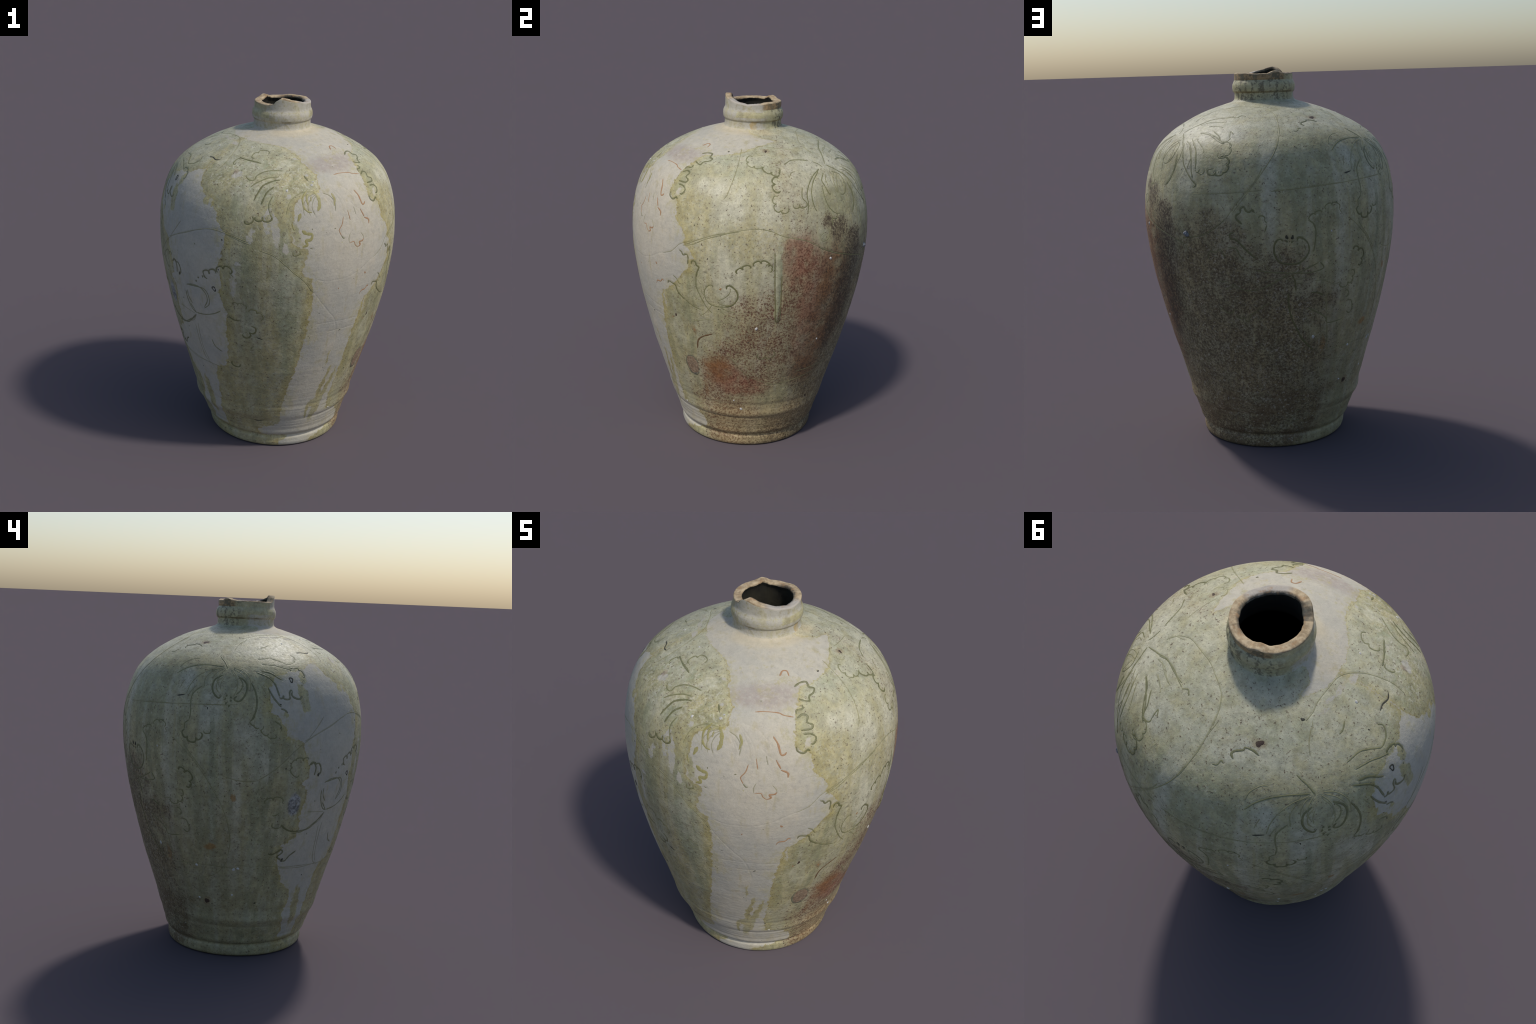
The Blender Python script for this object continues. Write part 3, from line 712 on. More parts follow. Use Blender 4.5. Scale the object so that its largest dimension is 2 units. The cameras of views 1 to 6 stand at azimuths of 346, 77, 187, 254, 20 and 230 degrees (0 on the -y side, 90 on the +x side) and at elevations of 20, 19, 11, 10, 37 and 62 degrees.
INNER = [(1.826, .143), (1.806, .165), (1.785, .235), (1.755, .325), (1.70, .440), (1.62, .555), (1.5, .618), (1.35, .655), (1.2, .657),
         (1.0, .630), (.8, .588), (.6, .535), (.4, .478), (.2, .42), (.12, .385), (.085, .33), (.075, .15), (.074, .01)]
inside = [neck_ring(r, z) - np.array([NECK_X, NECK_Y, 0]) * (0 if z > 1.7 else 1) for z, r in INNER]
UNDER = [(.012, .01), (.012, .15), (.011, .30), (.008, .325), (.0012, .340), (.0, .355), (.0, .3655)]
f0 = wall_radius(theta, np.zeros_like(theta)) - .3775
under = [np.stack([(r + f0 * (r > .3)) * np.cos(theta), (r + f0 * (r > .3)) * np.sin(theta), np.full_like(theta, z)], -1) for z, r in UNDER]
lowest = under[-1][:, 2].min()
full = np.concatenate([np.array(under), final, np.array(lip_rows), np.array(throat), np.array(inside)])
full[..., 2] = np.maximum(full[..., 2], 0)
N_full = grid_normals(full)
nU, nL, nT = len(under), len(lip_rows), len(throat)


# ------------------------------------------------------------------ objects
def new_object(name, verts, faces, material, parent, normals=None, smooth=True):
    me = bpy.data.meshes.new(name)
    verts = np.ascontiguousarray(verts, np.float32)
    faces = np.ascontiguousarray(faces, np.int32)
    me.vertices.add(len(verts))
    me.vertices.foreach_set("co", verts.ravel())
    me.loops.add(faces.size)
    me.loops.foreach_set("vertex_index", faces.ravel())
    me.polygons.add(len(faces))
    me.polygons.foreach_set("loop_start", np.arange(0, faces.size, 4, dtype=np.int32))
    me.update(calc_edges=True)
    if smooth:
        me.polygons.foreach_set("use_smooth", np.ones(len(faces), bool))
    me.materials.append(material)
    if normals is not None:
        me.normals_split_custom_set_from_vertices(np.ascontiguousarray(normals, np.float32))
    me.validate()
    ob = bpy.data.objects.new(name, me)
    bpy.context.scene.collection.objects.link(ob)
    ob.parent = parent
    return ob


def slab(name, r0, r1, material, parent):
    G, Nn = full[r0:r1 + 1], N_full[r0:r1 + 1]
    n = r1 - r0
    i = np.arange(n)[:, None] * COLS
    j = np.arange(COLS)[None]
    k = (j + 1) % COLS
    F = np.stack([i + j, i + k, i + COLS + k, i + COLS + j], -1).reshape(-1, 4)
    return new_object(name, G.reshape(-1, 3), F, material, parent, Nn.reshape(-1, 3))


# ------------------------------------------------------------------ materials
class Graph:
    """Small helper to write node maths as expressions."""

    def __init__(self, tree):
        self.t = tree

    def node(self, kind, **kw):
        n = self.t.nodes.new(kind)
        for k, v in kw.items():
            setattr(n, k, v)
        return n

    def put(self, socket, v):
        if isinstance(v, bpy.types.NodeSocket):
            self.t.links.new(v, socket)
        elif isinstance(v, (tuple, list)) and len(v) == 3 and socket.type == "RGBA":
            socket.default_value = (*v, 1)
        else:
            socket.default_value = v

    def m(self, op, a, b=0.0, c=0.0, clamp=False):
        n = self.node("ShaderNodeMath", operation=op, use_clamp=clamp)
        for s, v in zip(n.inputs, (a, b, c)):
            self.put(s, v)
        return n.outputs[0]

    def add(self, a, b): return self.m("ADD", a, b)
    def sub(self, a, b): return self.m("SUBTRACT", a, b)
    def mul(self, a, b): return self.m("MULTIPLY", a, b)
    def mad(self, a, b, c): return self.m("MULTIPLY_ADD", a, b, c)
    def max(self, a, b): return self.m("MAXIMUM", a, b)
    def min(self, a, b): return self.m("MINIMUM", a, b)
    def inv(self, a): return self.m("SUBTRACT", 1.0, a)

    def ramp(self, v, lo, hi, to0=0.0, to1=1.0):
        n = self.node("ShaderNodeMapRange", interpolation_type="SMOOTHSTEP")
        for s, x in zip(n.inputs, (v, lo, hi, to0, to1)):
            self.put(s, x)
        return n.outputs[0]

    def mix(self, f, a, b, mode="MIX"):
        n = self.node("ShaderNodeMix", data_type="RGBA", blend_type=mode)
        for s, x in zip((n.inputs[0], n.inputs[6], n.inputs[7]), (f, a, b)):
            self.put(s, x)
        return n.outputs[2]

    def lerp(self, f, a, b): return self.mad(f, self.sub(b, a), a)

    def noise(self, vec, scale, detail=2.0, rough=.5, out=0):
        n = self.node("ShaderNodeTexNoise")
        self.put(n.inputs["Vector"], vec)
        for k, x in (("Scale", scale), ("Detail", detail), ("Roughness", rough)):
            n.inputs[k].default_value = x
        return n.outputs[out]

    def spots(self, vec, scale, size, soft=.1):
        n = self.node("ShaderNodeTexVoronoi")
        self.put(n.inputs["Vector"], vec)
        n.inputs["Scale"].default_value = scale
        r = self.node("ShaderNodeSeparateColor")
        self.t.links.new(n.outputs["Color"], r.inputs[0])
        return self.mul(self.ramp(n.outputs["Distance"], size + soft, size, 0, 1), self.ramp(r.outputs[0], .55, .7))

    def scale(self, vec, xyz):
        n = self.node("ShaderNodeVectorMath", operation="MULTIPLY")
        self.put(n.inputs[0], vec)
        n.inputs[1].default_value = xyz
        return n.outputs[0]

    def curve(self, t, pts):
        """Azimuth (degrees, -270..180) of an edge as a function of the unrolled height t."""
        t = self.m("DIVIDE", t, 2.5)                    # (nodes are made in the order in which they are evaluated)
        n = self.node("ShaderNodeFloatCurve")
        c = n.mapping.curves[0]
        pts = sorted(pts)
        for i, (x, y) in enumerate(pts):
            p = c.points[i] if i < 2 else c.points.new(.5, .5)
            p.location = (x / 2.5, (y + 270) / 450)
        n.mapping.extend = "HORIZONTAL"
        for p in c.points:
            p.handle_type = "VECTOR"
        n.mapping.update()
        self.put(n.inputs["Value"], t)
        return self.mad(n.outputs[0], 450.0, -270.0)


def unroll(a, z):
    """The unrolled height used by the shader: height, plus the inward run over the shoulder."""
    return z + (max(0.0, .675 - float(radius_at(a, z))) if z > 1.25 else 0.0)


def edge(pts):
    """(azimuth, height) list -> (t, azimuth) list."""
    return [(unroll(a, z), a) for a, z in pts]


# edges of the bare biscuit, read as azimuth against height
BARE_FRONT_LEFT = [(-100, .0), (-100, .06), (-113, .08), (-118, .13), (-109, .155), (-100, .17), (-99.7, .25), (-99.6, .30), (-98.1, .333), (-97.3, .39),
                   (-96.1, .446), (-95.4, .491), (-93.9, .538), (-93.3, .6), (-91.7, .656), (-91.3, .713), (-89.6, .817), (-89, .934), (-87.7, .982),
                   (-88.7, 1.027), (-88.3, 1.08), (-88.9, 1.118), (-89.5, 1.165), (-92.7, 1.18), (-94.5, 1.21), (-93.3, 1.237), (-93.3, 1.26), (-91.7, 1.282),
                   (-91.6, 1.315), (-98, 1.35), (-99, 1.38), (-99, 1.406), (-98.6, 1.465), (-97.8, 1.529), (-96, 1.565), (-92, 1.585), (-85, 1.600),
                   (-83.2, 1.62), (-83.5, 1.643), (-83.6, 1.679), (-86, 1.692), (-87, 1.706), (-89.4, 1.721), (-90.4, 1.742), (-93, 1.753), (-99, 1.77), (-105, 1.777),
                   (-120, 1.782), (-139, 1.786), (-152, 1.789), (-192, 1.7915), (-196, 1.7965), (-186, 1.802), (-175, 1.81), (-171, 1.834), (-165, 1.860), (-158, 1.875)]
BARE_FRONT_RIGHT = [(-71, .0), (-71, .035), (-55.5, .06), (-45, .10), (-44, .13), (-46, .17), (-54, .215), (-63, .234), (-64, .29), (-64.4, .386), (-63.5, .48), (-62.5, .57),
                    (-62, .69), (-61.5, .77), (-60.3, .85), (-58.5, .96), (-57.5, .99), (-54, 1.0), (-49, 1.055), (-45.2, 1.093), (-43, 1.133), (-40.6, 1.15), (-40.4, 1.195),
                    (-37.2, 1.22), (-38.4, 1.248), (-42, 1.279), (-43, 1.30), (-42, 1.33), (-44, 1.37), (-47, 1.40), (-48.2, 1.43), (-48.4, 1.476), (-50, 1.51), (-54.5, 1.528),
                    (-55.4, 1.572), (-54.2, 1.622), (-53.7, 1.657), (-51, 1.686), (-49.5, 1.71), (-46, 1.722), (-30, 1.732), (-20, 1.747), (-11.8, 1.76), (-3, 1.773), (13, 1.784), (9, 1.792),
                    (0, 1.796), (-8.7, 1.808), (-16, 1.814), (-20, 1.825), (-16.5, 1.848), (-16, 1.873)]
BARE_SIDE_LEFT = [(-159, .11), (-158, .149), (-159.8, .216), (-162.9, .268), (-161, .305), (-159.8, .343), (-160, .39), (-161.5, .42), (-166, .45), (-168, .473), (-168.8, .51),
                  (-172, .573), (-173, .61), (-173.9, .633), (-171, .665), (-174, .682), (-169.7, .694), (-168, .712), (-164.8, .735), (-163.5, .78), (-164.5, .857), (-164, .9),
                  (-162.3, .948), (-162.4, 1.009), (-166, 1.03), (-165.2, 1.043), (-162.5, 1.073), (-163, 1.114), (-164.3, 1.168), (-166.5, 1.24), (-167, 1.26), (-171.5, 1.274),
                  (-174.7, 1.292), (-175.2, 1.326), (-177.6, 1.377), (-180, 1.393), (-183, 1.41), (-182.5, 1.45), (-183, 1.533), (-180, 1.58), (-172, 1.612), (-162, 1.626), (-158.5, 1.645), (-152, 1.66)]
BARE_SIDE_RIGHT = [(-144, .11), (-144.3, .22), (-143.2, .308), (-142, .413), (-141.8, .498), (-139.9, .55), (-136.8, .556), (-133, .573), (-131.3, .634), (-130, .723), (-130.2, .805),
                   (-129.3, .887), (-128, .933), (-130, .948), (-131, .992), (-132, 1.05), (-130.3, 1.095), (-131.4, 1.15), (-132, 1.21), (-130.7, 1.256), (-130.2, 1.29), (-129.7, 1.325),
                   (-129, 1.375), (-132.3, 1.412), (-134, 1.435), (-134.2, 1.489), (-138, 1.507), (-138, 1.54), (-143, 1.556), (-149.3, 1.589), (-150.8, 1.625), (-152, 1.66)]
SCORCH_LEFT = [(0, .0), (4, .12), (14, .3), (24, .6), (28, .9), (31, 1.2), (36, 1.3), (44, 1.36)]
SCORCH_RIGHT = [(108, .0), (126, .08), (129, .2), (132, .31), (130, .42), (126.7, .54), (125, .71), (122, .877), (117, 1.0), (106, 1.1), (92, 1.22), (76, 1.30), (52, 1.36)]
RED_LEFT = [(-44, .34), (-46, .45), (-44, .56), (-30, .68), (-22, .80), (-19, .92), (-14, 1.0), (-6, 1.06), (2, 1.15), (6, 1.30), (9, 1.35)]
RED_RIGHT = [(-8, .34), (4, .42), (14, .5), (26, .62), (32, .8), (34, 1.0), (30, 1.15), (22, 1.28), (12, 1.35)]


def patch_group(a, zc, w, h, hard, turn):
    """A soft ellipse in unrolled wall coordinates: half sizes w, h (metres) about azimuth a, height zc."""
    tree = bpy.data.node_groups.new("wall_patch", "ShaderNodeTree")
    for name in ("azimuth", "t", "per_metre", "so_far"):
        tree.interface.new_socket(name, in_out="INPUT", socket_type="NodeSocketFloat")
    tree.interface.new_socket("mask", in_out="OUTPUT", socket_type="NodeSocketFloat")
    g = Graph(tree)
    i = g.node("NodeGroupInput").outputs
    here = g.mad(i[3], 1e-6, i[0])                      # patches are evaluated one after the other: keeps the shader small
    d = g.m("DIVIDE", g.m("WRAP", g.sub(here, float(a)), 180.0, -180.0), i[2])
    u = g.sub(g.mad(i[3], 1e-7, i[1]), unroll(a, zc))
    c, s = math.cos(turn), math.sin(turn)
    p = g.mad(u, s / w, g.mul(d, c / w))
    q = g.mad(u, c / h, g.mul(d, -s / h))
    r = g.ramp(g.mad(p, p, g.mul(q, q)), 1 + hard, max(0.0, 1 - hard))
    g.put(g.node("NodeGroupOutput").inputs[0], g.max(r, i[3]))
    return tree


def build_surface_group(zone):
    """Colour, roughness and grain of the wall; zone is "body", "neck" (which lost its glaze
    differently) or "line", a plainer mix of the body's colours for what lies in the incised lines."""
    tree = bpy.data.node_groups.new("jar_surface_" + zone, "ShaderNodeTree")
    body, neck_zone = zone == "body", zone == "neck"
    tree.interface.new_socket("Color", in_out="OUTPUT", socket_type="NodeSocketColor")
    tree.interface.new_socket("Roughness", in_out="OUTPUT", socket_type="NodeSocketFloat")
    tree.interface.new_socket("Height", in_out="OUTPUT", socket_type="NodeSocketFloat")
    tree.interface.new_socket("Bare", in_out="OUTPUT", socket_type="NodeSocketFloat")
    g = Graph(tree)
    P = g.node("ShaderNodeTexCoord").outputs["Object"]
    sep = g.node("ShaderNodeSeparateXYZ")
    tree.links.new(P, sep.inputs[0])
    x, y, z = sep.outputs
    rho = g.m("SQRT", g.add(g.mul(x, x), g.mul(y, y)))
    th = g.mul(g.m("ARCTAN2", y, x), 180 / math.pi)
    raw = th                                                               # -180..180, seam at the left
    th = g.sub(th, g.mul(g.m("GREATER_THAN", th, 90.0), 360.0))            # -270..90, seam on the back
    t = g.add(z, g.mul(g.m("GREATER_THAN", z, 1.25), g.max(0.0, g.sub(.675, rho))))
    perdeg = g.m("DIVIDE", 57.3, g.max(rho, .12))                          # degrees per metre
    # noises
    big = g.noise(P, 3.2, 4, .55)
    mid = g.noise(P, 13, 4, .6)
    fine = g.noise(P, 62, 4, .65)
    grain = g.noise(P, 210, 3, .6)
    streak = g.noise(g.scale(P, (1, 1, .10)), 13, 3, .55)
    streak2 = g.noise(g.scale(P, (1, 1, .16)), 34, 3, .55)
    jitter = g.noise(P, 24, 4, .68, out=1)
    jc = g.node("ShaderNodeSeparateXYZ")
    tree.links.new(jitter, jc.inputs[0])
    j1 = g.sub(jc.outputs[0], .5)
    j2 = g.sub(jc.outputs[1], .5)
    jitter = g.noise(P, 85, 3, .7, out=1)
    jf = g.node("ShaderNodeSeparateXYZ")
    tree.links.new(jitter, jf.inputs[0])
    j1 = g.mad(g.sub(jf.outputs[0], .5), .50, j1)
    j2 = g.mad(g.sub(jf.outputs[1], .5), .50, j2)
    thj = g.add(th, g.mul(g.mul(j1, perdeg), .050))
    tj = g.mad(j2, .060, t)
    rawj = g.add(raw, g.mul(g.mul(j1, perdeg), .046))

    def band(left, right, soft=.22, soft2=None, src=None):
        a = g.sub(src or thj, g.curve(tj, edge(left)))
        b = g.sub(g.curve(tj, edge(right)), src or thj)
        return g.mul(g.ramp(a, -soft, soft), g.ramp(b, -(soft2 or soft), soft2 or soft)), g.min(a, b)

    def blob(a, zc, w, h, hard=.25, turn=0.0, src=None, so_far=0.0):
        """Elliptical patch w x h metres (half sizes) at azimuth a, height zc; hard = width of its edge."""
        n = g.node("ShaderNodeGroup", node_tree=patch_group(a, zc, w, h, hard, turn))
        for sock, v in zip(n.inputs, (thj if src is None else src, tj, perdeg, so_far)):
            g.put(sock, v)
        return n.outputs[0]

    serial = []

    def many(items, **kw):
        if not body:
            return 0.0
        out = 0.0
        first = g.mad(serial[-1], 1e-6, thj) if serial else thj
        for it in items:
            out = blob(*it[:4], turn=it[4] if len(it) > 4 else 0.0, so_far=out, src=first, **kw)
        serial.append(out)
        return out

    # ---- where the body is bare
    if not neck_zone:
        b1, d1 = band(BARE_FRONT_LEFT, BARE_FRONT_RIGHT)
        b2, d2 = band(BARE_SIDE_LEFT, BARE_SIDE_RIGHT)
        b2 = g.mul(b2, g.ramp(t, .10, .115))
        bare = g.max(b1, b2)
        nearest = g.max(d1, d2)
        bare = g.max(bare, many([(-124.7, 1.12, .016, .085), (-122.8, 1.23, .015, .014), (-18.5, 1.722, .020, .020), (-106.5, 1.43, .022, .105, .12), (-110.8, 1.45, .016, .060, .3), (-101.5, 1.33, .014, .03),
                                 (-110.5, 1.505, .012, .042, -.5), (-117.5, 1.38, .018, .042), (-116.5, 1.415, .020, .014), (-129.3, 1.662, .022, .034, -.5), (-89, 1.668, .010, .014), (-93.5, 1.732, .012, .008),
                                 (-49.7, 1.55, .012, .034), (-122.6, 1.71, .014, .008), (-57, .93, .006, .05, .1), (-100, 1.585, .014, .02), (-152, 1.768, .030, .018), (-164, 1.775, .040, .014), (-176, 1.775, .030, .012), (174, 1.767, .026, .010)]))
        glazed_again = many([(-166.3, 1.50, .028, .085, .1), (-165.5, 1.44, .022, .035), (-164.6, 1.585, .020, .050), (-153, .30, .026, .13, .08), (-141.5, 1.535, .018, .04),
                             (-85.5, 1.61, .016, .022), (-73.6, .42, .013, .16, -.20), (-70.5, .36, .014, .10, -.2), (-78.5, .305, .026, .022, .2), (-73.5, .285, .024, .115, -.22), (-75, .33, .034, .020), (-81, .245, .009, .045), (-68, .44, .009, .10, -.22), (-74.5, .63, .006, .055, -.08),
                             (-97, 1.40, .020, .060, .2), (-99, 1.33, .014, .03), (-75.2, 1.345, .006, .004), (-99.5, .06, .05, .02), (-175.8, 1.40, .012, .018), (-60, .02, .10, .022)])
        bare = g.mul(bare, g.inv(g.mul(glazed_again, .92)))
    else:
        # neck: rim band, collar swell and throat each lost their glaze differently
        swell_glaze = g.mul(g.ramp(g.add(z, g.mul(j2, .012)), 1.889, 1.893), g.ramp(g.add(z, g.mul(j2, .012)), 1.924, 1.918))
        cheek = g.mul(g.ramp(thj, -128, -126), g.ramp(thj, -40, -42))
        low_cheek = g.mul(g.ramp(thj, -196, -186), g.ramp(thj, 18, 4))
        top_cheek = g.mul(g.ramp(thj, -152, -140), g.ramp(thj, 12, 6))
        neck_bare = g.max(g.mul(swell_glaze, cheek), g.mul(g.inv(swell_glaze), g.mul(g.ramp(z, 1.906, 1.907), top_cheek)))
        neck_bare = g.max(neck_bare, g.mul(g.inv(swell_glaze), g.mul(g.ramp(z, 1.9071, 1.9061), low_cheek)))
        bare = neck_bare
        nearest = g.mul(g.sub(bare, .5), 4.0)

    # ---- biscuit colour
    cb = g.mix(g.ramp(big, .35, .68), (.430, .408, .340), (.495, .455, .360))
    cb = g.mix(g.mul(g.ramp(mid, .50, .72), .45), cb, (.510, .445, .330))
    warm = many([(-70, 1.45, .22, .25), (-68, 1.25, .2, .2), (-88, 1.825, .16, .03)], hard=.9)
    cb = g.mix(g.mul(warm, .45), cb, (.545, .485, .375))
    dusky = many([(-66, 1.705, .15, .085), (-78, 1.70, .10, .06)], hard=.9)
    cb = g.mix(g.mul(dusky, g.ramp(fine, .35, .60, .45, .9)), cb, (.375, .320, .272))
    cb = g.mix(g.mul(g.ramp(fine, .56, .70), .34), cb, (.33, .30, .265))
    cb = g.mix(g.mul(g.ramp(fine, .42, .28), .30), cb, (.58, .535, .455))
    stain = g.mul(g.ramp(streak2, .50, .66), g.ramp(mid, .42, .62))
    cb = g.mix(g.mul(stain, .45), cb, (.400, .345, .190))
    film = g.mul(g.ramp(nearest, 9.0, .3), g.ramp(g.mad(mid, .5, g.mul(fine, .5)), .47, .58))
    film = g.max(film, g.mul(g.ramp(t, 1.86, 1.96), g.mul(g.ramp(t, 2.24, 2.10), g.ramp(g.mad(mid, .6, g.mul(fine, .4)), .54, .62))))
    cb = g.mix(g.mul(film, .50), cb, (.400, .365, .190))
    cb = g.mix(g.ramp(g.noise(P, 40, 4, .7), .52, .68, 0, .30), cb, (.345, .320, .285))
    cb = g.mix(g.mul(g.spots(P, 64, .03, .10), .40), cb, (.17, .145, .115))
    cb = g.mix(g.ramp(grain, .60, .72, 0, .30), cb, (.30, .27, .24))

    # ---- glaze colour: thin and straw-coloured, thick and blue-green in the runs
    cg = g.mix(g.ramp(g.mad(streak, .6, g.mul(big, .4)), .38, .62), (.412, .368, .200), (.335, .322, .186))
    cg = g.mix(g.mul(g.ramp(streak2, .52, .68), .45), cg, (.305, .298, .192))
    cg = g.mix(g.mul(g.ramp(mid, .52, .72), .45), cg, (.285, .240, .108))
    pale = many([(97, 1.56, .05, .22), (97, 1.35, .035, .22), (136, 1.56, .05, .10), (-30, 1.60, .10, .075), (-22, 1.47, .08, .10), (15, 1.60, .10, .12), (58, 1.53, .06, .22), (33, 1.68, .12, .05), (-26, 1.26, .06, .12),
                 (167, 1.27, .08, .10), (175, 1.14, .05, .10), (163, 1.0, .03, .25), (163, .6, .03, .2), (128, 1.0, .025, .6), (130, .4, .022, .25), (151, .6, .012, .6), (-118, 1.60, .12, .09), (-125, 1.60, .06, .05), (150, 1.40, .06, .20),
                 (-101, 1.10, .04, .12), (-115, .95, .03, .2), (78, 1.68, .08, .09), (120, 1.72, .10, .07)], hard=.95)
    cg = g.mix(g.mul(pale, g.mul(g.ramp(fine, .25, .65, .45, .85), g.ramp(mid, .30, .62, .35, .85))), cg, (.530, .508, .395))
    green = many([(-1, 1.68, .06, .05), (-29, 1.715, .06, .05), (-52, 1.62, .03, .09), (-20, 1.66, .04, .05), (1.6, 1.15, .03, .25), (150, 1.75, .12, .06), (172, .9, .022, .7), (152, .85, .022, .5), (110, 1.45, .12, .10),
                  (-96, 1.08, .04, .25), (-112, 1.55, .05, .12), (-125, 1.56, .03, .14), (-100, .8, .05, .3), (-104, .35, .03, .2)], hard=.95)
    cg = g.mix(g.mul(green, .50), cg, (.270, .292, .178))
    band_dark = many([(-109, .95, .17, .52), (-106, .40, .13, .30), (-112, 1.36, .09, .12)], hard=.95)
    cg = g.mix(g.mul(band_dark, .62), cg, g.mix(g.ramp(streak, .40, .60), (.285, .262, .140), (.262, .282, .188)))
    blotch = g.noise(P, 7.5, 5, .68)
    cg = g.mix(g.ramp(blotch, .50, .66, 0, .45), cg, (.255, .225, .110))
    cg = g.mix(g.ramp(blotch, .48, .34, 0, .45), cg, (.480, .440, .298))
    runs = g.noise(g.scale(P, (1, 1, .035)), 17, 2, .5)
    cg = g.mix(g.mul(g.ramp(runs, .54, .62), g.ramp(t, 1.75, 1.2, 0, .50)), cg, (.225, .228, .125))
    cg = g.mix(g.mul(g.ramp(runs, .46, .39), g.ramp(t, 1.85, 1.3, 0, .38)), cg, (.430, .410, .295))
    crusty = g.mul(blob(-116, 1.665, .42, .17, hard=.8), g.ramp(big, .30, .50))
    crumb = g.noise(P, 48, 4, .75)
    cg = g.mix(g.mul(crusty, g.ramp(crumb, .50, .62, 0, .75)), cg, (.250, .235, .110))
    cg = g.mix(g.mul(crusty, g.ramp(crumb, .49, .36, 0, .70)), cg, (.590, .560, .440))
    cg = g.mix(g.mul(crusty, g.mul(g.spots(P, 34, .04, .12), .6)), cg, (.420, .220, .085))
    cg = g.mix(g.mul(crusty, g.ramp(g.noise(P, 20, 3), .55, .68, 0, .55)), cg, (.255, .300, .170))
    haze = g.mul(g.ramp(t, 1.72, 1.95), g.ramp(mid, .36, .58, .20, .62))
    cg = g.mix(haze, cg, (.500, .488, .365))
    painted_sheen = many([(-14, 1.45, .36, .33), (35, 1.66, .30, .14), (-15, 1.12, .20, .16)], hard=.98)  # glaze lightened to cream where sun brightens the front and shoulder
    cg = g.mix(g.mul(painted_sheen, g.ramp(g.mad(streak, .6, g.mul(blotch, .4)), .42, .60, .12, .75)), cg, (.600, .565, .420))
    olive = g.ramp(nearest, -7.0, -.2)                                        # thin, iron-stained border of the glaze
    rim = g.mul(g.ramp(nearest, -1.6, -.1), g.ramp(nearest, .6, .0))
    cg = g.mix(g.mul(rim, g.ramp(fine, .3, .6, .2, .6)), cg, (.300, .235, .085))
    straw = many([(-43, 1.48, .10, .12), (-47, 1.25, .06, .1), (-36, 1.35, .12, .15), (-10, 1.35, .18, .12), (-60, .9, .06, .12), (-97, 1.66, .10, .05), (-108, 1.50, .09, .12), (-130, .45, .08, .35), (-108, .45, .08, .5)], hard=.95)
    cg = g.mix(g.mul(g.mul(olive, g.ramp(mid, .30, .62)), .60), cg, (.400, .335, .125))
    cg = g.mix(g.mul(straw, g.mul(g.ramp(fine, .3, .65), .50)), cg, (.420, .350, .155))
    lowbrown = g.mul(g.ramp(t, .62, .06), g.ramp(mid, .30, .70))
    cg = g.mix(g.mul(lowbrown, .36), cg, (.270, .215, .105))
    cg = g.mix(g.mul(g.ramp(fine, .54, .74), .40), cg, (.270, .240, .130))
    cg = g.mix(g.mul(g.ramp(fine, .46, .30), .42), cg, (.540, .500, .370))
    cg = g.mix(g.mul(g.spots(P, 40, .02, .12), .28), cg, (.170, .145, .080))
    cg = g.mix(g.ramp(grain, .56, .76, 0, .24), cg, (.255, .230, .130))
    cg = g.mix(g.ramp(grain, .45, .30, 0, .30), cg, (.580, .545, .420))
    # iron speckle spreading down the back
    back = g.mul(g.mul(g.ramp(th, -262, -225), g.ramp(th, -182, -200)), g.ramp(t, 1.15, .55))
    cg = g.mix(g.mul(back, .35), cg, (.290, .235, .130))
    cg = g.mix(g.mul(back, g.mul(g.ramp(fine, .53, .68), .50)), cg, (.160, .125, .070))
    rusty = many([(150.3, .677, .034, .016), (123.5, .60, .016, .045), (161.6, .958, .012, .02)], hard=.7)
    cg = g.mix(g.mul(rusty, .75), cg, (.330, .175, .050))

    col = g.mix(bare, cg, cb)
    hard_grain = 0.0
    coarse = g.noise(P, 88, 3, .70)
    if zone == "line":
        red, _ = band(RED_LEFT, RED_RIGHT, soft=12, soft2=12, src=rawj)
        dark, _ = band(SCORCH_LEFT, SCORCH_RIGHT, soft=14, soft2=13, src=rawj)
        dark = g.mul(dark, g.ramp(t, 1.5, 1.1))
        col = g.mix(g.mul(red, .7), col, (.230, .150, .090))
        col = g.mix(g.mul(dark, .7), col, (.170, .130, .078))
    if body:
        halo = many([(132.5, 1.738, .030, .028), (146, .346, .020, .028), (-.4, 1.752, .022, .020), (-40.2, .784, .016, .03), (-60.3, 1.136, .014, .012)], hard=.95)
        cg = g.mix(g.mul(halo, .65), cg, (.235, .165, .085))
        # ---- kiln scorch on the right and back: grains that grow denser toward the middle of each patch
        speck = g.m("MULTIPLY_ADD", g.add(coarse, g.mul(g.sub(grain, .5), .5)), 2.6, -.80)
        loose = g.sub(g.noise(P, 5.5, 5, .7), .5)

        def grains(density, width=.20):
            thr = g.inv(density)
            return g.ramp(speck, g.sub(thr, width), g.add(thr, width))

        red, _ = band(RED_LEFT, RED_RIGHT, soft=13, soft2=12, src=g.add(rawj, g.mul(loose, 40)))
        dark, _ = band(SCORCH_LEFT, SCORCH_RIGHT, soft=14, soft2=13.0, src=g.add(rawj, g.mul(loose, 60)))
        dark = g.mul(dark, g.mul(g.ramp(g.mad(loose, 1.2, t), 1.56, 1.00), g.ramp(g.mad(streak2, .8, g.mul(streak, .4)), .36, .62, .62, 1.0)))
        hard_grain = dark
        clean_run = blob(1.9, 1.12, .017, .26, hard=.2)
        red_d = g.mul(g.mul(red, g.inv(g.mul(clean_run, .95))), g.mad(blotch, 1.1, -.02))
        cg = g.mix(g.mul(red_d, .75), cg, (.320, .225, .135))
        cg = g.mix(grains(g.mul(red_d, .82), .30), cg, g.mix(g.ramp(mid, .40, .60), (.165, .090, .050), (.125, .050, .032)))
